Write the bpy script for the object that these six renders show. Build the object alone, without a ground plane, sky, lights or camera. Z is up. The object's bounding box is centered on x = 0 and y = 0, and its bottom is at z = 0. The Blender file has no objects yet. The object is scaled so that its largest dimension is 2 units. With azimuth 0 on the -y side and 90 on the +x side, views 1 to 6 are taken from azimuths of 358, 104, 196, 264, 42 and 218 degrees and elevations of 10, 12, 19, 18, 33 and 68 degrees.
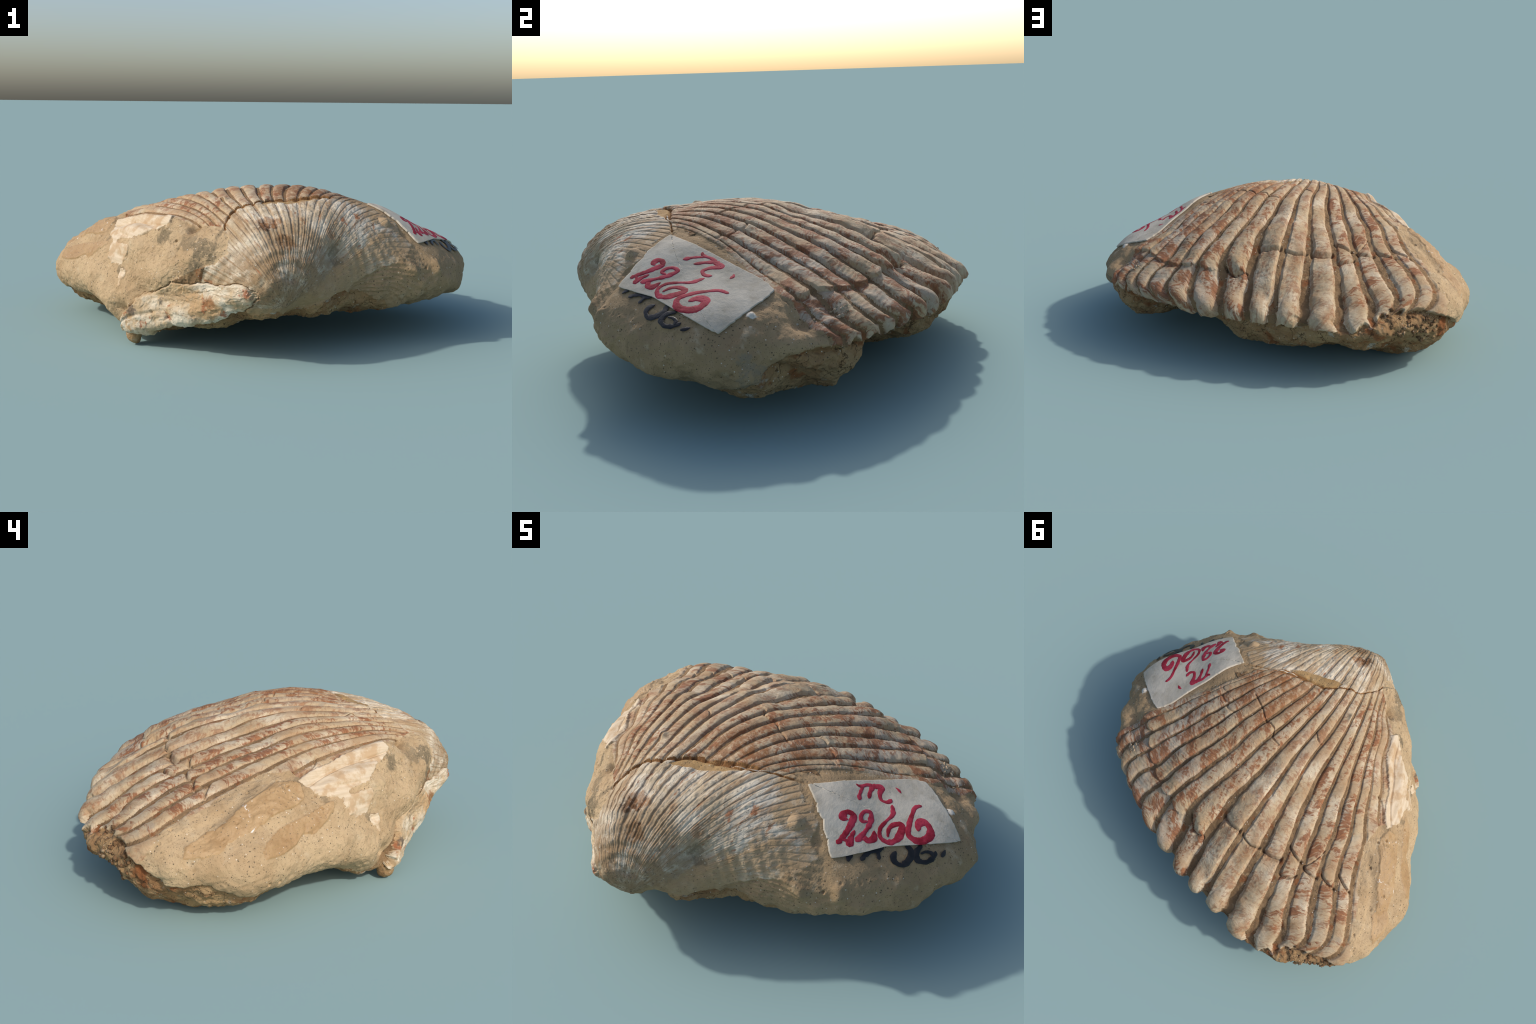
# Fossil ribbed bivalve: a fan of ribs over a curled umbo, set in sandy rock matrix,
# with a paper collection label.  Everything is built from profiles, spines and rules.
import bpy, math
import numpy as np

QUALITY = 1.0                      # mesh density of the body
rng = np.random.default_rng(7)

# ------------------------------------------------------------------ noise
def _hash(ix, iy, iz, seed):
    h = (ix * 374761393 + iy * 668265263 + iz * 2147483647 + seed * 1274126177) & 0xFFFFFFFF
    h = ((h ^ (h >> 13)) * 1274126177) & 0xFFFFFFFF
    h = ((h ^ (h >> 16)) * 2246822519) & 0xFFFFFFFF
    return ((h ^ (h >> 15)) & 0xFFFFFF).astype(np.float32) / 0xFFFFFF

def vnoise(p, freq, seed=0):
    """smooth value noise in -1..1"""
    q = np.asarray(p, dtype=np.float64) * freq + 137.3
    i = np.floor(q).astype(np.int64)
    f = (q - i).astype(np.float32)
    f = f * f * f * (f * (f * 6 - 15) + 10)
    out = 0
    for dx in (0, 1):
        wx = f[:, 0] if dx else 1 - f[:, 0]
        for dy in (0, 1):
            wy = f[:, 1] if dy else 1 - f[:, 1]
            for dz in (0, 1):
                wz = f[:, 2] if dz else 1 - f[:, 2]
                out = out + wx * wy * wz * _hash(i[:, 0] + dx, i[:, 1] + dy, i[:, 2] + dz, seed)
    return out * 2 - 1

def fbm(p, freq, octaves=4, seed=0, gain=0.5):
    total, amp, norm = 0, 1.0, 0
    for k in range(octaves):
        total = total + amp * vnoise(p, freq * 2 ** k, seed + 17 * k)
        norm += amp
        amp *= gain
    return total / norm

def cells(p, freq, seed=0):
    """Worley noise: nearest and second nearest distance"""
    q = np.asarray(p, dtype=np.float64) * freq + 91.7
    i = np.floor(q).astype(np.int64)
    f1 = np.full(len(q), 9.0); f2 = np.full(len(q), 9.0)
    for dx in (-1, 0, 1):
        for dy in (-1, 0, 1):
            for dz in (-1, 0, 1):
                c = i + (dx, dy, dz)
                s = np.stack([_hash(c[:, 0], c[:, 1], c[:, 2], seed + k) for k in (1, 2, 3)], 1)
                d = np.linalg.norm(c + s - q, axis=1)
                f2 = np.minimum(f2, np.maximum(d, f1))
                f1 = np.minimum(f1, d)
    return f1, f2

def smooth(a, b, x):
    t = np.clip((x - a) / (b - a), 0, 1)
    return t * t * (3 - 2 * t)

def bump(p, at, radius):
    return np.exp(-((p - np.array(at)) ** 2).sum(1) / radius ** 2)

# ------------------------------------------------------------------ overall body
# The body is a loft of closed cross-sections that all pass through the beak end and the
# front end.  Each profile gives the distance from the heart of the body, in millimetres,
# at even steps from the beak end to the front end; the key is the turn of the profile
# about that axis in degrees (0 right side, 90 top, 180 left side, 270 underside).
HEART = np.array([0.0, -0.03, 0.32])
AXIS = np.array([0.2, -0.98, 0.0]); AXIS /= np.linalg.norm(AXIS)
SIDE = np.cross(AXIS, [0, 0, 1.0]); UP = np.array([0, 0, 1.0])
PROFILES = {
    0: [770, 828, 749, 689, 691, 686, 681, 693, 776, 810, 931, 1039, 1091, 1026, 956, 914, 850],
    11: [770, 829, 751, 706, 673, 636, 651, 662, 666, 705, 776, 806, 863, 852, 844, 860, 850],
    22: [770, 822, 745, 694, 629, 626, 580, 571, 579, 587, 618, 624, 641, 687, 752, 804, 850],
    34: [770, 806, 738, 652, 585, 553, 514, 494, 490, 491, 477, 495, 528, 586, 655, 761, 850],
    45: [770, 792, 732, 617, 541, 493, 454, 434, 425, 413, 410, 424, 457, 528, 610, 724, 850],
    56: [770, 780, 711, 590, 496, 440, 409, 390, 380, 367, 371, 385, 412, 478, 569, 693, 850],
    68: [770, 768, 677, 563, 468, 415, 382, 363, 354, 351, 358, 373, 394, 456, 539, 668, 850],
    79: [770, 757, 668, 542, 447, 398, 370, 349, 337, 338, 350, 369, 398, 458, 533, 665, 850],
    90: [770, 748, 658, 532, 435, 397, 368, 347, 334, 334, 341, 351, 392, 455, 539, 672, 850],
    101: [770, 741, 659, 535, 447, 407, 377, 355, 343, 342, 341, 350, 392, 455, 535, 672, 850],
    112: [770, 735, 662, 568, 474, 432, 400, 375, 363, 356, 354, 368, 404, 471, 533, 672, 850],
    124: [770, 731, 668, 598, 519, 464, 434, 407, 392, 382, 381, 397, 430, 495, 557, 678, 850],
    135: [770, 730, 673, 625, 569, 511, 477, 447, 432, 418, 418, 441, 472, 529, 592, 692, 850],
    146: [770, 729, 681, 658, 624, 585, 542, 511, 486, 477, 480, 505, 532, 579, 634, 719, 850],
    158: [770, 726, 690, 691, 686, 674, 649, 601, 583, 567, 574, 591, 623, 649, 642, 756, 850],
    169: [770, 723, 694, 719, 748, 772, 772, 756, 727, 716, 722, 693, 718, 715, 711, 799, 850],
    180: [770, 721, 690, 736, 816, 889, 921, 978, 970, 945, 919, 866, 831, 804, 785, 833, 850],
    191: [770, 721, 676, 721, 779, 832, 866, 894, 955, 932, 916, 812, 759, 785, 801, 842, 850],
    202: [770, 719, 660, 652, 662, 600, 586, 599, 667, 665, 709, 691, 659, 695, 774, 839, 850],
    214: [770, 710, 634, 569, 515, 427, 392, 427, 413, 433, 474, 516, 559, 624, 751, 833, 850],
    225: [770, 696, 596, 490, 412, 336, 296, 292, 288, 293, 332, 391, 463, 569, 735, 823, 850],
    236: [770, 679, 554, 424, 345, 281, 247, 233, 228, 232, 249, 302, 387, 529, 709, 819, 850],
    248: [770, 660, 505, 378, 302, 248, 223, 210, 206, 210, 222, 252, 339, 499, 684, 820, 850],
    259: [770, 648, 463, 345, 273, 233, 210, 197, 194, 198, 210, 232, 312, 477, 669, 825, 850],
    270: [770, 645, 445, 335, 264, 229, 206, 194, 190, 194, 206, 228, 296, 468, 663, 833, 850],
    281: [770, 658, 451, 351, 276, 232, 210, 198, 194, 198, 210, 232, 317, 479, 671, 843, 850],
    292: [770, 685, 486, 397, 303, 249, 222, 210, 206, 210, 221, 252, 376, 524, 700, 856, 850],
    304: [770, 727, 551, 461, 357, 297, 250, 231, 227, 231, 253, 339, 473, 595, 743, 874, 850],
    315: [770, 765, 624, 536, 445, 400, 366, 328, 316, 333, 397, 508, 625, 709, 802, 897, 850],
    326: [770, 786, 691, 633, 564, 547, 555, 526, 482, 505, 590, 720, 819, 846, 891, 923, 850],
    338: [770, 803, 737, 712, 704, 714, 748, 692, 646, 662, 790, 923, 987, 988, 994, 948, 850],
    349: [770, 819, 753, 693, 674, 684, 733, 767, 790, 836, 971, 1047, 1089, 1046, 1031, 946, 850],
}

def _spline_coeffs(grid):
    """periodic cubic B-spline coefficients along both directions"""
    for ax in (0, 1):
        n = grid.shape[ax]
        M = np.zeros((n, n))
        for k in range(n):
            M[k, k] = 4 / 6; M[k, (k + 1) % n] = 1 / 6; M[k, (k - 1) % n] = 1 / 6
        grid = np.linalg.solve(M, grid) if ax == 0 else np.linalg.solve(M, grid.T).T
    return grid

_half = np.array([PROFILES[k] for k in sorted(PROFILES)]).T / 1000.0        # rows: beak -> front
_turn = np.roll(_half[1:-1][::-1], _half.shape[1] // 2, axis=1)              # back round the far side
COEF = _spline_coeffs(np.vstack([_half, _turn]))

def base_radius(lon, col):
    n0, n1 = COEF.shape
    a = col / np.pi * (n0 // 2); b = lon / (2 * np.pi) * n1
    i = np.floor(a).astype(int); j = np.floor(b).astype(int)
    u = a - i; v = b - j
    def w(t):
        return ((1 - t) ** 3 / 6, (3 * t ** 3 - 6 * t ** 2 + 4) / 6, (-3 * t ** 3 + 3 * t ** 2 + 3 * t + 1) / 6, t ** 3 / 6)
    wu, wv = w(u), w(v)
    r = 0
    for p in range(4):
        for q in range(4):
            r = r + wu[p] * wv[q] * COEF[(i + p - 1) % n0, (j + q - 1) % n1]
    return r

def directions(lon, col):
    s = np.sin(col)
    return np.cos(col)[:, None] * AXIS + (s * np.cos(lon))[:, None] * SIDE + (s * np.sin(lon))[:, None] * UP

def onto_base(d):
    """point of the smooth base body in direction d from the heart"""
    d = d / np.linalg.norm(d, axis=-1, keepdims=True)
    col = np.arccos(np.clip(d @ AXIS, -1, 1))
    lon = np.arctan2(d @ UP, d @ SIDE) % (2 * np.pi)
    return HEART + d * base_radius(lon, col)[:, None]

# ------------------------------------------------------------------ shell coordinates
# Ribs fan out from the beak.  "fan" is the angle about an axis from the beak to the front
# margin (0 right, 90 up, 180 left), "growth" the distance from the beak.
BEAK = np.array([0.086, -0.783, 0.239])
FAN_AXIS = np.array([-0.0904, 0.9852, -0.1455]); FAN_AXIS /= np.linalg.norm(FAN_AXIS)
FAN_X = np.cross(FAN_AXIS, [0, 0, 1.0]); FAN_X /= np.linalg.norm(FAN_X)
FAN_Z = np.cross(FAN_X, FAN_AXIS)

def shell_coords(p):
    d = p - BEAK
    fan = np.degrees(np.arctan2(d @ FAN_Z, d @ FAN_X))
    fan = np.where(fan < -100, fan + 360, fan)
    growth = np.linalg.norm(d, axis=1)
    reach = np.hypot(d @ FAN_Z, d @ FAN_X)
    return fan, growth, reach

GROWTH_STATIONS = [0.0, 0.2, 0.35, 0.5, 0.7, 0.9, 1.1, 1.3, 1.5, 1.7, 2.2]
RIB_SPINES = {       # fan angle of each rib crest at the stations
    -1: [57, 57, 59.5, 58, 53, 43, 30, 22, 13, 7, 4],
    0: [62, 62, 63.5, 62.5, 56, 44.5, 33, 25, 15.5, 10, 6],
    1: [67, 67, 67, 65.5, 59.5, 49.5, 39, 30, 18.5, 12, 8],
    2: [71, 71, 71.5, 70, 64.5, 56, 44.5, 33.5, 22, 15, 10],
    3: [75, 75, 75, 74, 69.7, 61.8, 51.3, 39.5, 27, 19, 14],
    4: [79, 79, 80.5, 79.5, 76.4, 69.3, 60, 49, 36, 26, 20],
    5: [84, 84, 86, 86.5, 85, 78, 70.5, 59.5, 48, 40, 35],
    6: [90, 90, 92, 92.5, 90.5, 87, 80, 72, 68.5, 69, 69],
    7: [96, 96, 97, 99.5, 99, 96.5, 95, 94, 93.5, 93, 92],
    8: [103, 103, 105, 106, 106, 104.5, 107, 108, 111, 118, 122],
    9: [108, 108, 110, 112, 113, 112, 116, 123, 129, 137, 141],
    10: [113, 113, 114.5, 117, 118.5, 120.5, 125.8, 131.5, 138.5, 149, 154],
    11: [119, 119, 120, 122, 124, 126, 132.8, 138.3, 144.1, 153.5, 158],
    12: [126, 126, 126.5, 125.7, 128.3, 132, 137.9, 143, 149.2, 155.8, 161],
    13: [132, 132, 131.5, 129.5, 133, 136.5, 141.5, 147.3, 152.4, 157.9, 164],
    14: [138, 138, 136, 132, 135.5, 140.3, 146.5, 151.5, 156, 161, 167],
    15: [144, 144, 141, 136.5, 141, 146, 152, 156.5, 161, 166, 172],
    16: [150, 150, 147, 144, 149, 152, 158, 162, 166, 172, 178],
    17: [157, 157, 154, 151, 156, 159, 164, 168, 171, 176, 182],
}
for k in range(2, 25):             # fine riblets that crowd onto the right flank of the umbo
    RIB_SPINES[-k] = [v - (k - 1) * s for v, s in zip(RIB_SPINES[-1], [2.4, 2.4, 2.4, 2.4, 2.6, 2.2, 1.6, 1.1, 0.8, 0.6, 0.5])]
KS = sorted(RIB_SPINES)

def rib_phase(fan, growth):
    """continuous rib number, and the spacing angle between neighbouring ribs"""
    phase = np.empty(len(fan)); gap = np.empty(len(fan))
    st = np.array(GROWTH_STATIONS)
    table = np.array([RIB_SPINES[k] for k in KS], float)
    # cubic (Catmull-Rom) along growth
    i = np.clip(np.searchsorted(st, growth) - 1, 0, len(st) - 2)
    u = np.clip((growth - st[i]) / (st[i + 1] - st[i]), 0, 1)
    slope = np.gradient(table, st, axis=1)
    best = np.full(len(fan), -1, int)
    lo = np.full(len(fan), -999.0); hi = np.full(len(fan), 999.0)
    h = st[i + 1] - st[i]
    h00 = 2 * u ** 3 - 3 * u ** 2 + 1; h10 = u ** 3 - 2 * u ** 2 + u; h01 = 1 - h00; h11 = u ** 3 - u ** 2
    for n in range(len(KS)):
        t = h00 * table[n, i] + h10 * h * slope[n, i] + h01 * table[n, i + 1] + h11 * h * slope[n, i + 1]
        below = t <= fan
        lo = np.where(below, t, lo); best = np.where(below, n, best)
        hi = np.where(~below & (hi > 900), t, hi)
    inside = (best >= 0) & (best < len(KS) - 1)
    gap = np.where(inside, hi - lo, 6.0)
    frac = np.where(inside, (fan - lo) / np.maximum(gap, 1e-3), 0)
    phase = np.where(inside, np.array(KS)[np.clip(best, 0, len(KS) - 1)] + frac, np.where(best < 0, KS[0], KS[-1]))
    return phase, gap

# regions, as outlines in (fan, growth)
LEFT_ROCK = [(172, 1.9), (166, 1.72), (162, 1.68), (158.5, 1.63), (156.5, 1.54), (154, 1.42), (152, 1.36), (150, 1.29),
             (148, 1.23), (146.5, 1.18), (147, 1.14), (148, 1.08), (153, 1.05), (148, 0.87), (139, 0.66), (138, 0.62),
             (136, 0.53), (131, 0.47), (126, 0.42), (127, 0.36), (136, 0.31), (148, 0.33), (161, 0.43), (166, 0.48),
             (172, 0.53), (177, 0.66), (181, 0.74), (190, 0.85), (240, 1.2), (240, 1.9)]
RIGHT_ROCK = [(52, 0.735), (45.5, 0.80), (40, 0.86), (33.5, 0.96), (28.5, 1.09), (25, 1.16), (20, 1.27), (17, 1.34), (14, 1.38), (10, 1.42),
              (-40, 1.6), (-70, 0.9), (-30, 0.33), (12, 0.30), (16, 0.40), (18, 0.50), (20, 0.62), (22, 0.71), (30, 0.73), (43, 0.735)]
BARE_SHELL = {       # white worn shell showing at the edge of the left matrix
    "ribs": [(151.5, 1.08), (146, 0.90), (138, 0.66), (142, 0.645), (149, 0.72), (155, 0.82), (159, 0.95), (157, 1.03)],
    "plate": [(158.5, 0.95), (158, 0.81), (160.5, 0.80), (163, 0.82), (165.5, 0.84), (166, 0.89), (164.5, 0.94)],
    "shard": [(167.5, 0.83), (167.5, 0.79), (170, 0.79), (174, 0.81), (170, 0.825)],
}
RESIN = {            # amber consolidant that ran over the left matrix
    "upper": [(153, 1.25), (151, 1.17), (151, 1.11), (152.5, 1.08), (156.5, 1.09), (158.5, 1.13), (159.5, 1.19), (160, 1.25), (161, 1.31),
              (162, 1.38), (163, 1.46), (165, 1.50), (165.5, 1.56), (164.5, 1.61), (162, 1.59), (160.5, 1.53), (159.5, 1.47), (158.5, 1.42), (156.5, 1.35)],
    "lower": [(165.5, 1.34), (163, 1.25), (162, 1.18), (161.5, 1.12), (159.5, 1.03), (159.5, 1.00), (162.5, 1.02), (165, 1.09), (167, 1.13),
              (166, 1.17), (168, 1.22), (169, 1.30), (169, 1.37), (167, 1.37)],
}
HINGE = [(186, 0.78), (181, 0.74), (176, 0.67), (173.5, 0.60), (171, 0.53), (168, 0.50), (166, 0.46), (166, 0.42), (164, 0.34), (159, 0.27),
         (152, 0.20), (152, 0.15), (175, 0.12), (205, 0.22), (215, 0.45), (205, 0.80)]
TAN_HOLLOW = [(64, 0.61), (70, 0.565), (80, 0.52), (90, 0.505), (98, 0.50), (94, 0.545), (84, 0.56), (74, 0.585)]

def outline_distance(fan, growth, outline):
    """signed distance (negative inside) to an outline, in rough metres"""
    x = np.radians(fan) * 0.9; y = growth
    q = np.array(outline, float); qx = np.radians(q[:, 0]) * 0.9; qy = q[:, 1]
    out = np.full(len(x), 0.5)
    sel = (x > qx.min() - 0.1) & (x < qx.max() + 0.1) & (y > qy.min() - 0.1) & (y < qy.max() + 0.1)
    xs, ys = x[sel], y[sel]
    d2 = np.full(len(xs), 9.0); inside = np.zeros(len(xs), bool)
    for k in range(len(q)):
        ax, ay = qx[k - 1], qy[k - 1]; bx, by = qx[k], qy[k]
        ex, ey = bx - ax, by - ay
        t = np.clip(((xs - ax) * ex + (ys - ay) * ey) / (ex * ex + ey * ey + 1e-12), 0, 1)
        d2 = np.minimum(d2, (xs - ax - t * ex) ** 2 + (ys - ay - t * ey) ** 2)
        cross = ((ay > ys) != (by > ys)) & (xs < (bx - ax) * (ys - ay) / (by - ay + 1e-12) + ax)
        inside ^= cross
    out[sel] = np.where(inside, -1, 1) * np.sqrt(d2)
    return out

def line_distance(p, line, reach=0.08):
    """distance to a polyline in space and how far along it"""
    line = np.array(line, float)
    out = np.full(len(p), 1.0); along = np.zeros(len(p))
    lo, hi = line.min(0) - reach, line.max(0) + reach
    sel = np.where(((p > lo) & (p < hi)).all(1))[0]
    q = p[sel]; best = np.full(len(q), 1.0); ba = np.zeros(len(q))
    lens = np.linalg.norm(np.diff(line, axis=0), axis=1); start = np.r_[0, np.cumsum(lens)]
    for k in range(len(line) - 1):
        a, e = line[k], line[k + 1] - line[k]
        t = np.clip(((q - a) @ e) / (e @ e), 0, 1)
        d = np.linalg.norm(q - a - t[:, None] * e, axis=1)
        near = d < best
        ba = np.where(near, start[k] + t * lens[k], ba); best = np.minimum(best, d)
    out[sel] = best; along[sel] = ba / start[-1]
    return out, along

# height of the lower rim of shell and matrix against the compass angle seen from above
RIM = [(-172, 0.10), (-160, 0.085), (-150, 0.07), (-140, 0.05), (-125, 0.10), (-108, 0.15), (-98, 0.21), (-82, 0.22), (-72, 0.24), (-60, 0.275),
       (-48, 0.235), (-37, 0.17), (-20, 0.13), (-5, 0.12), (8, 0.13), (17, 0.19), (21, 0.27), (29, 0.285), (37, 0.28), (53, 0.255), (63, 0.247), (73, 0.244),
       (86, 0.25), (95, 0.255), (105, 0.252), (114, 0.245), (120, 0.25), (125, 0.275), (130, 0.30), (136, 0.315), (140, 0.31), (144, 0.28), (147, 0.24), (151, 0.19), (158, 0.19), (165, 0.14), (180, 0.115), (188, 0.10)]

def rim_height(p):
    a = np.degrees(np.arctan2(p[:, 1] - HEART[1], p[:, 0]))
    return np.interp(a, [r[0] for r in RIM], [r[1] for r in RIM])

# ------------------------------------------------------------------ body grid
NU, NV = int(1360 * QUALITY), int(740 * QUALITY)
t = np.arange(NU) / NU
# crowd the columns onto the upper side
dens = lambda s: 1 + 0.75 * np.sin(s)
s = np.linspace(0, 2 * np.pi, 20001)
cum = np.r_[0, np.cumsum((dens(s[1:]) + dens(s[:-1])) / 2)]; cum /= cum[-1]
lon1 = np.interp(t, cum, s)
col1 = np.linspace(0.004, np.pi - 0.004, NV)
LON, COL = np.meshgrid(lon1, col1)
lonf, colf = LON.ravel(), COL.ravel()
D = directions(lonf, colf)
P0 = HEART + D * base_radius(lonf, colf)[:, None]

def grid_normals(p):
    g = p.reshape(NV, NU, 3)
    du = np.roll(g, -1, 1) - np.roll(g, 1, 1)
    dv = np.empty_like(g); dv[1:-1] = g[2:] - g[:-2]; dv[0] = g[1] - g[0]; dv[-1] = g[-1] - g[-2]
    n = np.cross(dv, du); n /= np.linalg.norm(n, axis=2, keepdims=True) + 1e-12
    n = n.reshape(-1, 3)
    if ((n * D).sum(1)).mean() < 0: n = -n
    return n

N0 = grid_normals(P0)
fan, growth, reach = shell_coords(P0)
wob = vnoise(P0, 9, 3)
n_mid = fbm(P0, 14, 3, 11)
n_fine = fbm(P0, 55, 3, 23)
n_big = fbm(P0, 4.5, 3, 31)
jag = 0.55 * fbm(P0, 22, 3, 41) + 0.45 * n_fine

# on the steep free margin the ribs run straight down, so they are read at rim height there
rib_at = P0.copy()
front = smooth(0.10, 0.35, P0[:, 1])
rib_at[:, 2] = np.where(P0[:, 2] < 0.305, P0[:, 2] + front * 0.85 * (0.305 - P0[:, 2]), P0[:, 2])
rib_fan, rib_growth, _r = shell_coords(rib_at)
phase, gap = rib_phase(rib_fan, rib_growth)
phase_w = phase + 0.02 * vnoise(P0, 6, 5) + 0.022 * vnoise(P0, 20, 6)
spacing = np.radians(gap) * np.maximum(reach, 0.03)
rib_no = np.round(phase_w)
off = phase_w - rib_no
aoff = np.abs(off)

d_left = outline_distance(fan, growth, LEFT_ROCK) + 0.010 * jag
d_right = outline_distance(fan, growth, RIGHT_ROCK) + 0.022 * jag + 0.012 * n_mid + 0.035 * n_mid * smooth(0.80, 0.70, growth)
d_right = np.where(growth > 0.82, np.minimum(d_right, (phase + 1.25) * spacing + 0.010 * jag), d_right)
front_rim = smooth(-0.1, 0.3, P0[:, 1]) * smooth(-0.85, -0.7, P0[:, 0])
d_under = P0[:, 2] - rim_height(P0) - 0.013 * front_rim * np.cos(2 * np.pi * phase) * smooth(-0.7, -0.2, phase) + 0.012 * n_mid + 0.010 * jag
d_hinge = outline_distance(fan, growth, HINGE) + 0.030 * jag + 0.022 * n_mid + 0.004
d_bare = {k: outline_distance(fan, growth, o) + 0.022 * jag for k, o in BARE_SHELL.items()}
d_resin = {k: outline_distance(fan, growth, o) + 0.012 * n_mid + 0.006 * jag for k, o in RESIN.items()}
d_tan = outline_distance(fan, growth, TAN_HOLLOW) + 0.006 * jag
for a in (d_left, d_right, d_hinge, d_tan, *d_bare.values(), *d_resin.values()):
    a[P0[:, 2] < 0.02] = 0.5
back_side = d_under < 0

# ---- relief of the ribs
pock_zone = vnoise(P0, 6, 78)
pock = np.full(len(P0), 0.6)
pick = np.where(pock_zone > -0.05)[0]
pock[pick] = cells(P0[pick], 17, 77)[0]
ratio = np.interp(growth, [0, 0.15, 0.3, 0.5, 0.8, 1.1, 1.4, 1.55, 1.7], [0.0, 0.07, 0.11, 0.16, 0.19, 0.18, 0.21, 0.28, 0.36])
ratio *= np.interp(phase, [-24, -12, -6, -2, -0.2, 4, 6, 11, 12.5, 14, 15, 17], [0.03, 0.12, 0.32, 0.65, 0.8, 0.85, 1, 1, 0.9, 0.6, 0.45, 0.3])
ratio *= 1 + 0.25 * vnoise(P0, 5, 61) + 0.5 * smooth(0.62, 0.5, growth) * n_mid
half_w = np.interp(growth, [0.5, 0.9, 1.15, 1.4, 1.7], [0.36, 0.375, 0.35, 0.335, 0.33]) + 0.03 * smooth(5.5, 3.5, phase) + 0.022 * vnoise(P0, 12, 62) + 0.022 * n_fine
rounded = 0.40 * np.clip(aoff / half_w, 0, 1) ** 2.2
wall = smooth(half_w * 0.84, half_w * 1.10, aoff)
groove = np.maximum(rounded, wall * 1.0) * 0 + rounded * (1 - wall) + wall * (0.92 + 0.10 * n_fine)
h_rib = -ratio * spacing * groove
# rib ends swell outward into scallops at the free margin
MARGIN = np.interp(fan, [9, 15, 19, 29, 45, 59, 75, 93, 120, 139, 151, 165], [1.37, 1.40, 1.47, 1.50, 1.54, 1.54, 1.58, 1.60, 1.64, 1.69, 1.73, 1.72])
h_rib += 0.010 * smooth(0.07, 0.0, MARGIN - growth) * (1 - np.clip(aoff / 0.45, 0, 1) ** 2)
# secondary riblets crowd in towards the beak
h_rib -= 0.05 * spacing * smooth(0.5, 0.3, growth) * smooth(0.06, 0.14, growth) * (0.5 + 0.5 * np.cos(4 * np.pi * phase_w))
# a dark slit along one flank of each rib in the middle of the shell
slit = np.exp(-((off + half_w * 1.05) / 0.06) ** 2) * smooth(0.45, 0.7, growth) * (1 - smooth(1.15, 1.4, growth)) * smooth(-0.1, 0.5, vnoise(P0, 4, 66) + 0.3)
h_rib -= 0.07 * spacing * slit
# growth rings and crest lumps
rings = np.sin(growth * 2 * np.pi / 0.016 + 5 * vnoise(P0, 8, 71) + 2.5 * (aoff * 2) ** 2)
lamella = np.sin(growth * 2 * np.pi / 0.075 + 4 * vnoise(P0, 5, 72) + 1.3 * rib_no + 2.0 * (aoff * 2) ** 2)
crest = 1 - wall
h_rib += crest * (0.0006 * rings * smooth(-0.1, 0.5, vnoise(P0, 9, 75)) * smooth(0.9, 1.4, growth) + 0.0016 * lamella * smooth(0.7, 1.2, growth) + 0.0030 * n_mid * smooth(0.5, 0.9, growth) + 0.0012 * n_fine)
h_rib += smooth(0.70, 0.5, growth) * (0.0018 * np.sin(growth * 2 * np.pi / 0.045 + 3 * vnoise(P0, 6, 73)) * smooth(0.1, 0.6, vnoise(P0, 7, 74) + 0.3) + 0.0022 * n_fine + 0.002 * n_mid - 0.004 * smooth(0.15, 0.05, pock))
h_rib += wall * (0.004 * n_fine + 0.004 * n_mid) * smooth(0.6, 1.1, growth)

# breaks across single ribs: rib number, growth, slant, width, depth
BREAKS = [(6, 1.400, 0.05, 0.006, 0.020), (7, 1.300, 0.03, 0.009, 0.022), (8, 1.322, 0.02, 0.005, 0.014), (9, 1.335, 0.0, 0.010, 0.024),
          (10, 1.292, 0.06, 0.006, 0.018), (10, 1.390, -0.02, 0.006, 0.018), (11, 1.285, -0.10, 0.004, 0.010), (11, 1.350, 0.04, 0.007, 0.018),
          (12, 1.376, 0.06, 0.006, 0.018), (13, 1.372, 0.08, 0.006, 0.018), (1, 0.925, 0.0, 0.004, 0.008), (2, 0.935, 0.0, 0.004, 0.008),
          (0, 0.90, 0.0, 0.004, 0.006), (8, 0.80, 0.05, 0.004, 0.006)]
h_break = np.zeros(len(P0))
for k, g, slant, w, deep in BREAKS:
    o = phase_w - k
    near = np.abs(o) < 0.5
    x = growth - g - slant * o + 0.05 * o ** 2 + 0.006 * jag
    h_break += np.where(near, -deep * np.exp(-(x / w) ** 2) * smooth(0.5, 0.36, np.abs(o)), 0)
    # the pieces of a broken rib sit a little askew
    h_break += np.where(near, 0.004 * np.exp(-np.abs(x) / 0.05) * np.sign(-x) * smooth(0.45, 0.3, np.abs(o)) * (1 if deep > 0.012 else 0.3), 0)

# growth stop: the right-hand ribs end in a step, then start again lower down
STOP = np.interp(fan, [10, 28, 30, 32, 38, 46, 54, 60, 70], [1.27, 1.285, 1.32, 1.34, 1.36, 1.385, 1.395, 1.40, 1.40])
x = growth - STOP + 0.012 * jag + 0.02 * np.clip(aoff * 2, 0, 1) ** 2
near_stop = smooth(66, 48, fan) * smooth(12, 22, fan)
h_stop = near_stop * (0.006 * np.exp(-np.clip(-x, 0, 1) / 0.07) * (x < 0) * crest - 0.011 * smooth(-0.006, 0.006, x) * np.exp(-np.clip(x, 0, 1) / 0.04))
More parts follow.
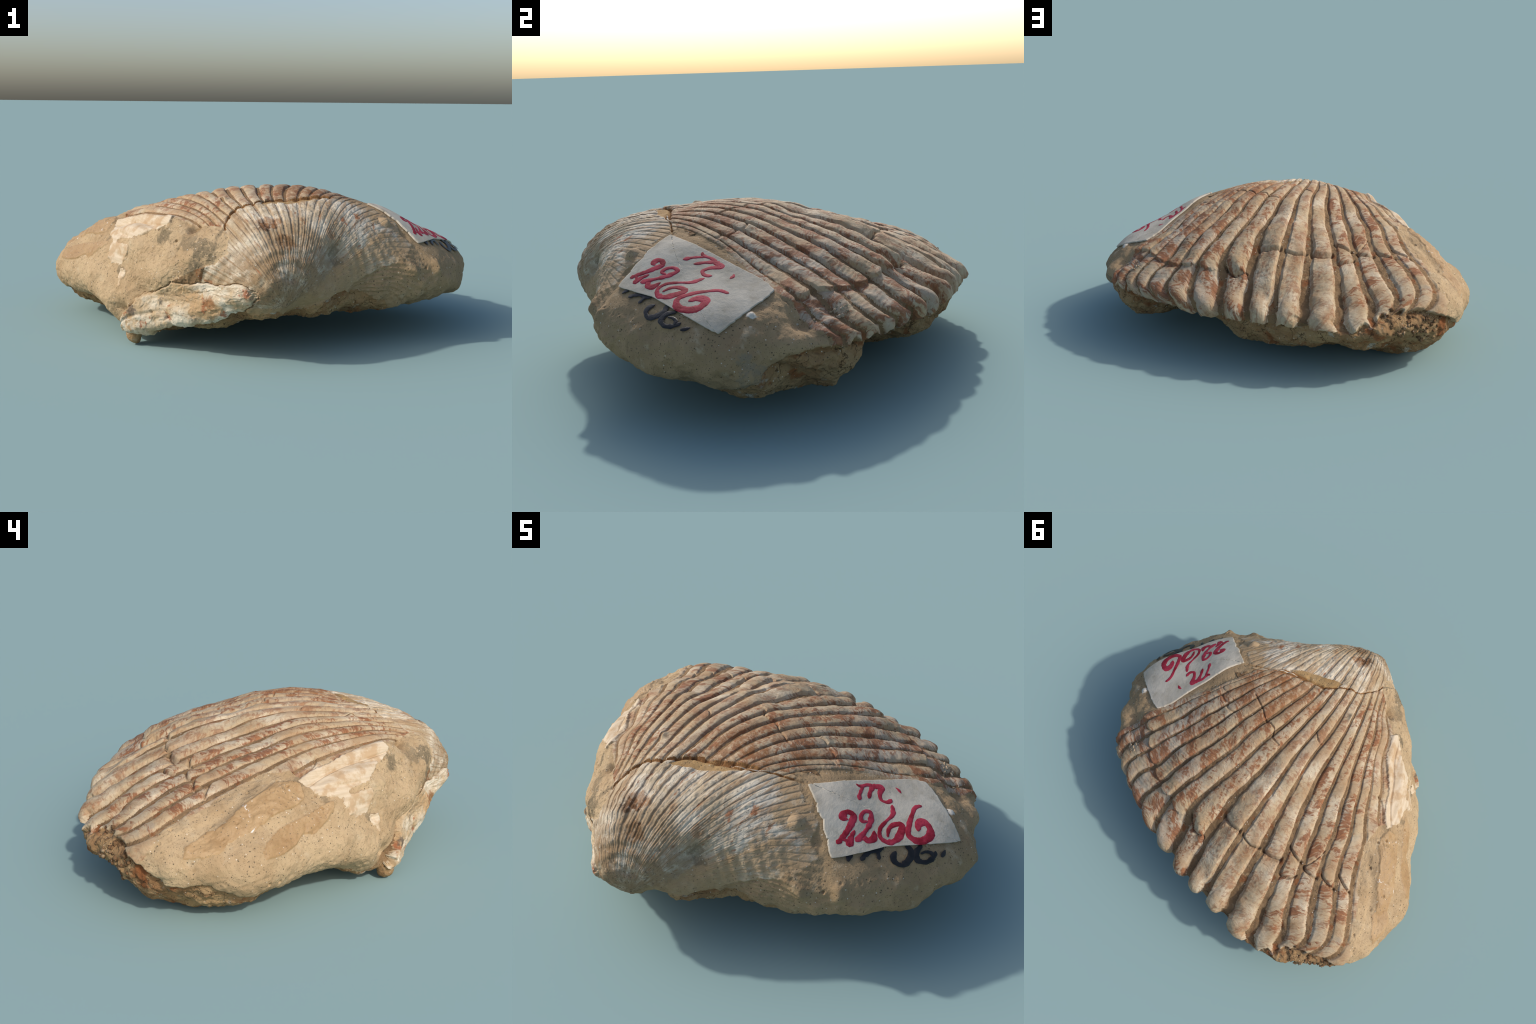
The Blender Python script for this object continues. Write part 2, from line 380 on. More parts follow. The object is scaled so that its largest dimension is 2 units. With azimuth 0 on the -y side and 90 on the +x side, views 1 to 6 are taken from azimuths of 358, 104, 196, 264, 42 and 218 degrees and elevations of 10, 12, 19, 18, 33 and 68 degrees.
# earlier stop higher up, on the ribs beside the label
x2 = growth - np.interp(fan, [40, 48, 53, 60, 70], [0.90, 0.925, 0.935, 0.93, 0.90]) + 0.006 * jag
h_stop += smooth(40, 46, fan) * smooth(66, 56, fan) * 0.007 * smooth(-0.004, 0.004, x2) * np.exp(-np.clip(x2, 0, 1) / 0.10) * crest

# ---- the fracture between umbo and ribs
FRACTURE = [(0.475, -0.225, 0.587), (0.39, -0.265, 0.607), (0.34, -0.285, 0.617), (0.29, -0.315, 0.62), (0.24, -0.335, 0.62), (0.17, -0.352, 0.62),
            (0.115, -0.366, 0.618), (0.055, -0.38, 0.62), (0.035, -0.40, 0.622), (-0.005, -0.445, 0.622), (-0.05, -0.47, 0.612), (-0.10, -0.49, 0.60),
            (-0.135, -0.55, 0.575), (-0.153, -0.60, 0.552), (-0.155, -0.635, 0.53)]
FRACTURE = [tuple(q) for q in onto_base(np.array(FRACTURE) - HEART)]
d_fr, a_fr = line_distance(P0 + 0.004 * np.stack([vnoise(P0, 30, 81), vnoise(P0, 30, 82), 0 * wob], 1), FRACTURE)
h_fr = -0.009 * np.exp(-(d_fr / (0.0045 + 0.003 * n_mid)) ** 2)
FR_GROWTH = np.interp(fan, [40, 52, 56, 60, 66, 74, 82, 88, 92, 98, 105, 111, 119, 125, 140], [0.80, 0.72, 0.68, 0.65, 0.62, 0.585, 0.56, 0.555, 0.55, 0.52, 0.51, 0.50, 0.46, 0.41, 0.36])
beyond = growth - FR_GROWTH
gouge = smooth(54, 62, fan) * smooth(93, 86, fan) * np.exp(-((beyond - 0.004) / (0.008 + 0.006 * n_big)) ** 2) * (0.85 + 0.7 * n_mid)
h_fr -= 0.010 * gouge
h_fr += 0.006 * smooth(-0.003, 0.012, beyond) * np.exp(-np.clip(beyond, 0, 1) / 0.12) * smooth(48, 60, fan)
h_fr -= 0.005 * smooth(0.008, -0.008, d_tan)
CRACKS = {
    "saddle": [(0.296, -0.108, 0.643), (0.264, -0.097, 0.650), (0.210, -0.068, 0.655), (0.153, -0.028, 0.656), (0.128, -0.033, 0.658),
               (0.095, -0.021, 0.657), (0.066, 0.022, 0.650), (0.019, 0.026, 0.647)],
    "flank": [(-0.524, -0.123, 0.543), (-0.558, -0.115, 0.527), (-0.596, -0.081, 0.508), (-0.623, -0.041, 0.496)],
    "rock": [(-0.92, 0.22, 0.20), (-0.90, 0.15, 0.22), (-0.88, 0.10, 0.22)],
}
for name, line in CRACKS.items():
    dc, _ = line_distance(P0 + 0.004 * np.stack([vnoise(P0, 26, 83), vnoise(P0, 26, 84), 0 * wob], 1), onto_base(np.array(line) - HEART))
    h_fr -= (0.010 if name != "rock" else 0.004) * np.exp(-(dc / 0.0045) ** 2)
# hole where fracture, matrix and shell meet; pits and slots in matrix and grooves
PITS = [((-0.285, -0.535, 0.515), 0.020, 0.030), ((-0.262, -0.545, 0.52), 0.016, 0.02), ((-0.829, 0.443, 0.38), 0.020, 0.026), ((-0.848, 0.462, 0.367), 0.016, 0.020),
        ((-0.866, 0.527, 0.343), 0.018, 0.016), ((-0.549, 0.680, 0.347), 0.018, 0.022), ((-0.566, 0.692, 0.335), 0.020, 0.024), ((-0.590, 0.715, 0.315), 0.020, 0.024),
        ((-0.443, 0.691, 0.381), 0.018, 0.014), ((-0.46, 0.72, 0.362), 0.020, 0.018), ((0.15, -0.373, 0.611), 0.012, 0.016), ((-0.60, -0.35, 0.30), 0.014, 0.010),
        ((-0.80, -0.08, 0.33), 0.010, 0.008), ((0.516, 0.495, 0.391), 0.009, 0.012), ((-0.217, -0.712, 0.247), 0.030, 0.022), ((-0.65, 0.02, 0.48), 0.022, 0.010),
        ((-0.63, -0.01, 0.49), 0.02, 0.012), ((0.03, -0.68, 0.55), 0.010, 0.012), ((-0.60, -0.42, 0.15), 0.030, 0.03), ((-0.10, -0.79, 0.30), 0.03, 0.0)]
h_pit = np.zeros(len(P0))
for at, r, deep in PITS:
    h_pit -= deep * bump(P0, at, r)
LUMPS = [((0.642, -0.494, 0.346), 0.030, 0.022), ((0.66, -0.50, 0.325), 0.022, 0.016), ((0.75, -0.403, 0.356), 0.026, 0.018), ((0.758, -0.415, 0.335), 0.024, 0.016), ((0.762, -0.424, 0.315), 0.020, 0.016),
         ((0.854, 0.18, 0.389), 0.016, 0.012), ((-0.168, -0.334, 0.619), 0.016, 0.014), ((-0.155, -0.35, 0.62), 0.012, 0.010), ((0.51, 0.535, 0.377), 0.012, 0.014),
         ((-0.666, -0.334, 0.114), 0.07, 0.012), ((-0.93, 0.47, 0.17), 0.022, 0.022), ((0.75, 0.44, 0.36), 0.016, 0.010), ((0.73, 0.40, 0.39), 0.018, 0.010), ((0.79, 0.36, 0.37), 0.016, 0.010), ((0.81, 0.30, 0.37), 0.03, 0.010), ((0.72, -0.36, 0.37), 0.03, 0.010), ((0.60, -0.50, 0.37), 0.03, 0.010), ((-0.615, 0.0, 0.505), 0.022, 0.012),
         ((-0.45, -0.50, 0.06), 0.12, -0.03), ((0.29, -0.66, 0.42), 0.05, -0.014)]
# broad swells and hollows of the rock and the worn shell
SWELLS = [((0.93, 0.30, 0.22), 0.07, -0.035), ((-0.93, 0.12, 0.24), 0.11, 0.025), ((-0.97, 0.22, 0.19), 0.07, 0.014), ((-0.90, 0.33, 0.36), 0.08, -0.018), ((-0.73, -0.16, 0.35), 0.07, -0.014),
          ((-0.25, 0.36, 0.53), 0.26, 0.011), ((0.99, 0.06, 0.24), 0.09, 0.008), ((0.93, -0.20, 0.20), 0.09, 0.022), ((0.93, -0.05, 0.36), 0.12, -0.012), ((0.80, 0.34, 0.365), 0.05, -0.045),
          ((0.71, 0.41, 0.39), 0.06, -0.026), ((-0.91, 0.22, 0.33), 0.06, -0.010), ((-0.52, -0.52, 0.12), 0.08, -0.02), ((-0.61, -0.41, 0.12), 0.065, -0.05), ((-0.68, 0.75, 0.13), 0.11, -0.04), ((0.90, 0.32, 0.16), 0.06, -0.05),
          ((0.265, -0.685, 0.365), 0.055, -0.018), ((0.30, -0.65, 0.425), 0.05, -0.016), ((-0.85, 0.0, 0.23), 0.08, 0.014), ((-0.40, -0.56, 0.26), 0.07, 0.014), ((0.96, 0.17, 0.26), 0.08, 0.010), ((0.92, -0.20, 0.26), 0.08, 0.012),
          ((0.89, 0.31, 0.285), 0.05, 0.024), ((0.84, 0.36, 0.09), 0.07, -0.05), ((0.20, 0.77, 0.31), 0.12, 0.011)]
for at, r, high in SWELLS: h_pit += high * bump(P0, at, r)
for at, r, high in LUMPS:
    h_pit += high * bump(P0, at, r)
# angular chip standing out of the matrix beside the label
chip = np.linalg.norm(P0 - np.array([0.538, -0.37, 0.523]), axis=1)
h_pit += 0.022 * np.clip(1 - chip / 0.034, 0, 1) ** 0.8

# ---- relief of matrix, resin, sediment, hinge
in_left = smooth(0.008, -0.008, d_left); in_right = smooth(0.012, -0.02, d_right)
ledge = fbm(P0 * np.array([1.0, 0.7, 1.5]), 6, 5, 131, 0.55) * 6
ledges = np.floor(ledge) + smooth(0.8, 1.0, ledge - np.floor(ledge))
pocks = smooth(0.16, 0.05, pock) * smooth(0.0, 0.3, pock_zone)
h_left = 0.004 * n_mid + 0.0030 * n_fine + 0.0020 * ledges - 0.012 * pocks - 0.003 + 0.004 * n_mid
for k, o in d_resin.items():
    h_left += np.where(o < 0.03, 0.006 * smooth(0.004, -0.004, o) * (1 + 0.5 * n_mid), 0)
trough, at = line_distance(P0, [(-0.62, 0.05, 0.53), (-0.70, 0.17, 0.475), (-0.765, 0.22, 0.44), (-0.83, 0.30, 0.41), (-0.86, 0.37, 0.385), (-0.89, 0.44, 0.36)], 0.15)
h_left -= 0.006 * smooth(0.10, 0.30, at) * np.exp(-(trough / 0.025) ** 2)
h_right = 0.009 * n_mid + 0.0030 * n_fine + 0.0012 * ledges - 0.008 * pocks - 0.003 + 0.010 * n_mid * smooth(0.36, 0.28, P0[:, 2])
striae = np.sin(phase * 2 * np.pi)
h_right += 0.0018 * striae * smooth(0.78, 0.6, growth)
# paper lies flat, so the rock under it is kept smooth
LABEL_O = np.array([0.702, -0.071, 0.451]); LABEL_X = np.array([0.4431, 0.8695, -0.218]); LABEL_Y = np.array([-0.7618, 0.4935, 0.4197])
LABEL_N = np.cross(LABEL_X, LABEL_Y)
lp = P0 - LABEL_O
lx, ly, lz = lp @ LABEL_X, lp @ LABEL_Y, lp @ LABEL_N
under_label = smooth(0.30, 0.25, np.abs(lx)) * smooth(0.235, 0.19, np.abs(ly + 0.02)) * smooth(0.25, 0.15, np.abs(lz))

low = np.where(d_under < 0.02)[0]
f1 = np.full(len(P0), 0.5); g1 = np.full(len(P0), 0.5)
f1[low] = cells(P0[low], 26, 5)[0]
g1[low] = cells(P0[low], 60, 9)[0]
depth_below = np.clip(-d_under, 0, 1)
rugged = 1 + 0.7 * bump(P0, (-0.76, 0.70, 0.20), 0.2)
h_under = rugged * (0.016 * n_mid + 0.014 * fbm(P0, 8, 2, 141)) + 0.007 * (0.5 - f1) * smooth(-0.1, 0.3, vnoise(P0, 5, 79)) + 0.003 * (0.5 - g1) + 0.005 * n_fine + 0.003 * ledges - 0.012 * pocks * (1 - 0.7 * bump(P0, (-0.76, 0.70, 0.20), 0.2))
front_edge = smooth(-0.1, 0.35, P0[:, 1])
h_under -= 0.026 * front_edge * np.exp(-depth_below / 0.05) * (1 - 0.9 * bump(P0, (-0.68, 0.76, 0.24), 0.16))
h_under += 0.03 * bump(P0, (-0.66, 0.77, 0.25), 0.07) - 0.07 * bump(P0, (0.40, 0.44, 0.10), 0.18) - 0.035 * bump(P0, (0.80, 0.40, 0.17), 0.09) + h_pit
h_under -= 0.022 * front_rim * (0.5 + 0.5 * np.cos(2 * np.pi * phase)) * smooth(-0.7, -0.2, phase) * np.exp(-depth_below / 0.035)          # hollows under the arched rib ends
h_under -= 0.055 * bump(P0, (0.50, 0.56, 0.18), 0.10) + 0.03 * bump(P0, (0.27, 0.70, 0.16), 0.07)
bar = np.array([-0.77, 0.60, -0.22]); bar /= np.linalg.norm(bar)           # the hinge plate runs this way
q_bar = P0 + (0.75 * (P0 @ -bar))[:, None] * bar
h_hinge = 0.010 * smooth(0.0, -0.008, d_hinge) - 0.016 * np.exp(-(d_hinge / 0.007) ** 2) + 0.014 * fbm(q_bar, 14, 4, 94) + 0.005 * n_mid - 0.010 * pocks + 0.003 * ledges + 0.003 * n_fine - 0.007 * smooth(0.10, 0.0, np.abs(vnoise(q_bar, 11, 93)))
h_bare = 0.003 + 0.005 * np.cos(2 * np.pi * (phase - 0.05)) * smooth(159, 155, fan) + 0.003 * vnoise(np.stack([fan * 0.9, growth * 3, 0 * fan], 1), 1.0, 95) + 0.0015 * n_fine - 0.010 * np.exp(-((phase - 14.55) / 0.06) ** 2) + 0.005 * smooth(15.5, 14.6, phase) - 0.008 * np.exp(-((phase - 15.5) / 0.05) ** 2)
in_under = smooth(0.004, -0.006, d_under)
in_hinge = smooth(0.006, -0.006, d_hinge)
in_bare = smooth(0.004, -0.004, np.minimum.reduce(list(d_bare.values())))

h = (h_rib + h_break + h_stop) * (1 - in_left) * (1 - in_right) * (1 - 0.15 * in_bare) + h_fr + h_pit
h += h_left * in_left * (1 - in_bare) + h_right * in_right + h_bare * in_bare
h -= 0.85 * h_rib * smooth(0.004, -0.004, d_tan) * (1 - in_right)
h *= (1 - 0.9 * under_label)
h = h * (1 - in_hinge) + h_hinge * in_hinge
h = h * (1 - in_under) + h_under * in_under
P = P0 + N0 * (h - 0.002)[:, None]
P[:, 2] = np.maximum(P[:, 2], 0.012 + 0.004 * n_mid)
NRM = grid_normals(P)

# ------------------------------------------------------------------ split the skin into parts
RIB_COUNT = 18
PART = np.full(len(P), 1, int)                                   # 1 groove floor of the valve
is_rib = (aoff < half_w * 1.10) & (rib_no >= -1) & (rib_no < RIB_COUNT - 1)
PART[is_rib] = 101 + rib_no[is_rib].astype(int)
PART[(beyond < 0.0)] = 2                                          # umbo
PART[(d_tan < 0)] = 10                                            # tan fill in the fracture
PART[(gouge > 0.45) & (beyond > -0.004)] = 9
PART[d_fr < 0.004 + 0.004 * n_mid] = 9                      # dark fill
PART[(d_left < 0)] = 3
PART[(d_right < 0)] = 4
for n, k in enumerate(BARE_SHELL): PART[d_bare[k] < 0] = 20 + n
for n, k in enumerate(RESIN): PART[(d_resin[k] < 0)] = 30 + n
PART[d_hinge < 0] = 5
PART[d_under < 0] = 6

ii = np.arange(NV * NU).reshape(NV, NU)
a, b_, c, d_ = ii[:-1], np.roll(ii, -1, 1)[:-1], np.roll(ii, -1, 1)[1:], ii[1:]
quads = np.stack([a, d_, c, b_], -1).reshape(-1, 4)
def cap(row, flip):
    k = np.arange(1, NU // 2 - 1)
    q = np.stack([row[k], row[k + 1], row[NU - k - 1], row[(NU - k) % NU]], 1)
    return q[:, ::-1] if flip else q
quads = np.vstack([quads, cap(ii[0], False), cap(ii[-1], True)])
fn = np.cross(P[quads[:, 2]] - P[quads[:, 0]], P[quads[:, 3]] - P[quads[:, 1]])
if (fn * NRM[quads[:, 0]]).sum() < 0:
    quads = quads[:, ::-1]
qpart = PART[quads[:, 0]]

# ------------------------------------------------------------------ materials
def srgb(r, g, b):
    f = lambda v: (v / 255) / 12.92 if v / 255 <= 0.04045 else ((v / 255 + 0.055) / 1.055) ** 2.4
    return (f(r), f(g), f(b), 1.0)

class Graph:
    """small helper to write node materials as expressions"""
    def __init__(self, name, rough=0.85, spec=0.25):
        self.m = bpy.data.materials.new(name); self.m.use_nodes = True
        self.t = self.m.node_tree; self.t.nodes.clear()
        self.out = self.t.nodes.new("ShaderNodeOutputMaterial")
        self.bsdf = self.t.nodes.new("ShaderNodeBsdfPrincipled")
        self.t.links.new(self.bsdf.outputs[0], self.out.inputs[0])
        self.bsdf.inputs["Roughness"].default_value = rough
        self.bsdf.inputs["Specular IOR Level"].default_value = spec
        self.pos = self.t.nodes.new("ShaderNodeTexCoord").outputs["Object"]
        self._shell = None
    def put(self, socket, v):
        if hasattr(v, "is_linked") or isinstance(v, bpy.types.NodeSocket): self.t.links.new(v, socket)
        elif v is not None: socket.default_value = v
    def math(self, op, a, b=None, c=None):
        n = self.t.nodes.new("ShaderNodeMath"); n.operation = op
        for s, v in zip(n.inputs, (a, b, c)): self.put(s, v)
        return n.outputs[0]
    def vec(self, op, a, b=None, scale=None):
        n = self.t.nodes.new("ShaderNodeVectorMath"); n.operation = op
        self.put(n.inputs[0], a)
        if b is not None: self.put(n.inputs[1], b)
        if scale is not None: self.put(n.inputs["Scale"], scale)
        return n.outputs["Value"] if op in ("DOT_PRODUCT", "LENGTH", "DISTANCE") else n.outputs["Vector"]
    def xyz(self, x, y, z):
        n = self.t.nodes.new("ShaderNodeCombineXYZ")
        for s, v in zip(n.inputs, (x, y, z)): self.put(s, v)
        return n.outputs[0]
    def noise(self, scale, detail=4, rough=0.55, at=None, distort=0.0):
        n = self.t.nodes.new("ShaderNodeTexNoise")
        self.put(n.inputs["Vector"], at if at is not None else self.pos)
        n.inputs["Scale"].default_value = scale; n.inputs["Detail"].default_value = detail
        n.inputs["Roughness"].default_value = rough; n.inputs["Distortion"].default_value = distort
        return n.outputs["Fac"]
    def voronoi(self, scale, feature="F1", at=None, out="Distance"):
        n = self.t.nodes.new("ShaderNodeTexVoronoi"); n.feature = feature
        self.put(n.inputs["Vector"], at if at is not None else self.pos)
        n.inputs["Scale"].default_value = scale
        return n.outputs[out]
    def step(self, x, lo, hi):
        n = self.t.nodes.new("ShaderNodeMapRange"); n.interpolation_type = "SMOOTHSTEP"
        self.put(n.inputs[0], x); n.inputs[1].default_value = lo; n.inputs[2].default_value = hi
        return n.outputs[0]
    def mix(self, fac, a, b, mode="MIX"):
        n = self.t.nodes.new("ShaderNodeMix"); n.data_type = "RGBA"; n.blend_type = mode
        self.put(n.inputs[0], fac); self.put(n.inputs[6], a); self.put(n.inputs[7], b)
        return n.outputs[2]
    def spot(self, at, radius, soft=0.5):
        d = self.vec("DISTANCE", self.pos, tuple(at))
        d = self.math("ADD", d, self.math("MULTIPLY", self.math("SUBTRACT", self.noise(16, 5, 0.65), 0.5), radius * 3.0))
        m = self.step(d, radius, radius * (1 - soft))
        return self.math("MULTIPLY", m, self.step(self.noise(70, 4, 0.7), 0.28, 0.50))
    def shell(self):
        """fan angle and growth distance, computed from the position"""
        if self._shell is None:
            d = self.vec("SUBTRACT", self.pos, tuple(BEAK))
            f = self.math("ARCTAN2", self.vec("DOT_PRODUCT", d, tuple(FAN_Z)), self.vec("DOT_PRODUCT", d, tuple(FAN_X)))
            self._shell = f, self.vec("LENGTH", d)
        return self._shell
    def crevice(self, lo, hi):
        g = self.t.nodes.new("ShaderNodeNewGeometry")
        return self.step(g.outputs["Pointiness"], hi, lo)
    def finish(self, color, bumps=()):
        self.put(self.bsdf.inputs["Base Color"], color)
        last = None
        for height, dist, strength in bumps:
            n = self.t.nodes.new("ShaderNodeBump"); n.inputs["Distance"].default_value = dist; n.inputs["Strength"].default_value = strength
            self.put(n.inputs["Height"], height)
            if last is not None: self.put(n.inputs["Normal"], last)
            last = n.outputs[0]
        if last is not None: self.put(self.bsdf.inputs["Normal"], last)
        return self.m

def specks(g, col, dark=srgb(70, 62, 52), light=srgb(214, 204, 188), amount=1.0):
    """grains of grit in the matrix"""
    v = g.voronoi(85); pick = g.voronoi(85, out="Color")
    pick = g.vec("DOT_PRODUCT", pick, (1, 0, 0))
    d = g.math("MULTIPLY", g.step(v, 0.30, 0.18), g.step(pick, 0.74, 0.78))
    l = g.math("MULTIPLY", g.step(v, 0.26, 0.16), g.step(pick, 0.10, 0.06))
    col = g.mix(g.math("MULTIPLY", d, 0.75 * amount), col, dark)
    col = g.mix(g.math("MULTIPLY", l, 0.7 * amount), col, light)
    v2 = g.voronoi(190); p2 = g.vec("DOT_PRODUCT", g.voronoi(190, out="Color"), (0, 1, 0))
    d2 = g.math("MULTIPLY", g.step(v2, 0.38, 0.2), g.step(p2, 0.72, 0.78))
    return g.mix(g.math("MULTIPLY", d2, 0.6 * amount), col, dark)

CREAM, WHITE, RUST, RED, BROWN, TAN, DUST, SLATE = (srgb(178, 155, 122), srgb(200, 184, 157), srgb(146, 94, 58), srgb(112, 62, 39), srgb(92, 66, 44),
                                                    srgb(172, 140, 100), srgb(150, 124, 92), srgb(126, 120, 112))

def rib_material(name, rust=1.0, grooves=False, umbo=False):
    g = Graph(name, 0.78, 0.3)
    f, r = g.shell()
    base = g.mix(g.step(g.noise(7, 4), 0.35, 0.7), CREAM, WHITE)
    base = g.mix(g.math("MULTIPLY", g.step(g.noise(16, 5, 0.6), 0.5, 0.72), 0.55), base, srgb(176, 138, 98))
    base = g.mix(g.math("MULTIPLY", g.step(g.noise(11, 4, 0.6, at=g.vec("ADD", g.pos, (3.1, 1.7, 0.4))), 0.6, 0.75), 0.5), base, SLATE)
    broad = g.noise(1.0, 5, 0.6, at=g.xyz(g.math("MULTIPLY", g.shell()[0], 5), g.math("MULTIPLY", g.shell()[1], 5), 8.0))
    base = g.mix(g.math("MULTIPLY", g.step(broad, 0.46, 0.62), 0.45), base, srgb(154, 118, 82))
    base = g.mix(g.math("MULTIPLY", g.math("MULTIPLY", g.step(f, 1.3, 0.7), g.step(g.noise(7, 4), 0.42, 0.6)), 0.45), base, srgb(150, 138, 126))
    # streaks across the ribs follow the growth lines
    warp = g.math("MULTIPLY", g.math("SUBTRACT", g.noise(9, 3), 0.5), 0.10)
    along = g.math("ADD", r, warp)
    streak = g.noise(1.0, 5, 0.65, at=g.xyz(g.math("MULTIPLY", f, 20), g.math("MULTIPLY", along, 90), 0.0))
    fine = g.noise(1.0, 3, 0.6, at=g.xyz(g.math("MULTIPLY", f, 22), g.math("MULTIPLY", along, 210), 2.0))
    patch = g.noise(1.0, 6, 0.62, at=g.xyz(g.math("MULTIPLY", f, 9), g.math("MULTIPLY", r, 11), 5.0))
    m = g.math("ADD", g.math("MULTIPLY", streak, 0.46), g.math("MULTIPLY", patch, 0.66))
    lo = 0.563 - 0.025 * rust
    rusty = g.math("MULTIPLY", g.step(m, lo, lo + 0.10), 0.9 * min(rust, 1.0))
    col = g.mix(rusty, base, g.mix(g.step(fine, 0.4, 0.65), RUST, RED))
    col = g.mix(g.math("MULTIPLY", g.step(fine, 0.54, 0.68), 0.45), col, srgb(142, 106, 76))
    col = g.mix(g.math("MULTIPLY", g.step(g.noise(34, 5, 0.7), 0.55, 0.68), 0.45), col, srgb(138, 98, 64))
    # iron-stained band behind the fracture
    near = g.math("MULTIPLY", g.step(f, 1.9, 1.2), g.step(r, 0.98, 0.72))
    col = g.mix(g.math("MULTIPLY", near, g.step(g.noise(14, 6, 0.7), 0.40, 0.60)), col, srgb(136, 94, 58))
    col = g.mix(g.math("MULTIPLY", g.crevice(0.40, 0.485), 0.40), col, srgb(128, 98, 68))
    b1 = g.noise(60, 4, 0.6)
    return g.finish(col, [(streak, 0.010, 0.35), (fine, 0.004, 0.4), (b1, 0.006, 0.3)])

def groove_material():
    g = Graph("groove_sediment", 0.9, 0.15)
    base = g.mix(g.step(g.noise(9, 4), 0.3, 0.7), srgb(142, 115, 84), srgb(114, 90, 64))
    base = g.mix(g.step(g.noise(30, 5, 0.65), 0.52, 0.68), base, DUST)
    base = g.mix(g.math("MULTIPLY", g.step(g.noise(14, 4), 0.56, 0.68), 0.8), base, srgb(128, 78, 46))
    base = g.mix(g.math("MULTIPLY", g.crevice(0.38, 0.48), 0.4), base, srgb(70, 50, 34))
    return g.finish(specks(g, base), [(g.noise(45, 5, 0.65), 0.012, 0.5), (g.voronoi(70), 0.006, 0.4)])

def umbo_material():
    g = Graph("umbo_shell", 0.8, 0.25)
    f, r = g.shell()
    base = g.mix(g.step(g.noise(8, 4), 0.36, 0.64), srgb(176, 156, 126), srgb(212, 200, 178))
    cool = g.math("MULTIPLY", g.step(f, 1.35, 0.7), g.step(g.noise(9, 4), 0.35, 0.65))
    base = g.mix(g.math("MULTIPLY", cool, 0.6), base, srgb(180, 172, 158))
    line = g.noise(1.0, 4, 0.6, at=g.xyz(g.math("MULTIPLY", f, 26), g.math("MULTIPLY", r, 6), 1.0))
    base = g.mix(g.math("MULTIPLY", g.step(line, 0.46, 0.62), 0.7), base, srgb(146, 114, 80))
    lunule = g.math("MULTIPLY", g.step(f, 0.82, 0.60), g.step(r, 0.40, 0.30))
    base = g.mix(g.math("MULTIPLY", lunule, 0.85), base, g.mix(g.step(g.noise(9, 6, 0.65), 0.42, 0.58), srgb(196, 188, 168), srgb(160, 134, 98)))
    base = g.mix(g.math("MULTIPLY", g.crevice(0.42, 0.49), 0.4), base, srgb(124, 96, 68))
    rust = g.noise(1.0, 4, 0.6, at=g.xyz(g.math("MULTIPLY", f, 12), g.math("MULTIPLY", r, 13), 4.0))
    base = g.mix(g.math("MULTIPLY", g.step(rust, 0.60, 0.67), 0.8), base, srgb(142, 84, 48))
    # brown film towards the beak
    beak = g.math("MULTIPLY", g.step(r, 0.44, 0.20), g.step(g.noise(22, 5, 0.65), 0.30, 0.56))
    base = g.mix(g.math("MULTIPLY", beak, 0.85), base, srgb(142, 116, 84))
    tiny = g.math("MULTIPLY", g.step(r, 0.30, 0.12), g.step(g.noise(75, 4, 0.7), 0.54, 0.64))
    base = g.mix(g.math("MULTIPLY", tiny, 0.7), base, srgb(100, 84, 66))
    coat = g.math("MULTIPLY", g.math("MAXIMUM", g.step(f, 0.80, 0.45), g.step(r, 0.48, 0.70)), g.step(f, 1.05, 0.8))
    coat = g.step(g.math("ADD", g.noise(10, 6, 0.65), g.math("MULTIPLY", g.math("SUBTRACT", coat, 1.0), 0.35)), 0.30, 0.48)
    base = g.mix(g.math("MULTIPLY", coat, 0.85), base, srgb(166, 138, 102))
    base = g.mix(g.math("MULTIPLY", g.spot((0.09, -0.748, 0.497), 0.055), 0.9), base, srgb(116, 86, 56))
    base = g.mix(g.math("MULTIPLY", g.spot((0.27, -0.615, 0.512), 0.03), 0.55), base, srgb(140, 100, 66))
    base = g.mix(g.math("MULTIPLY", g.spot((0.165, -0.615, 0.572), 0.018), 0.5), base, srgb(142, 102, 68))
    base = g.mix(g.math("MULTIPLY", g.spot((0.298, -0.655, 0.426), 0.05), 0.6), base, srgb(98, 88, 70))
    base = g.mix(g.math("MULTIPLY", g.spot((0.538, -0.37, 0.523), 0.016), 0.7), base, srgb(112, 102, 84))
    base = g.mix(g.math("MULTIPLY", g.spot((0.0, -0.69, 0.55), 0.035), 0.95), base, srgb(92, 68, 46))
    base = g.mix(g.math("MULTIPLY", g.spot((0.04, -0.68, 0.555), 0.026), 0.95), base, srgb(84, 66, 48))
    base = g.mix(g.math("MULTIPLY", g.spot((0.02, -0.66, 0.565), 0.05), 0.6), base, srgb(140, 96, 60))
    return g.finish(specks(g, base, amount=0.7), [(line, 0.010, 0.5), (g.noise(70, 4, 0.6), 0.006, 0.4)])

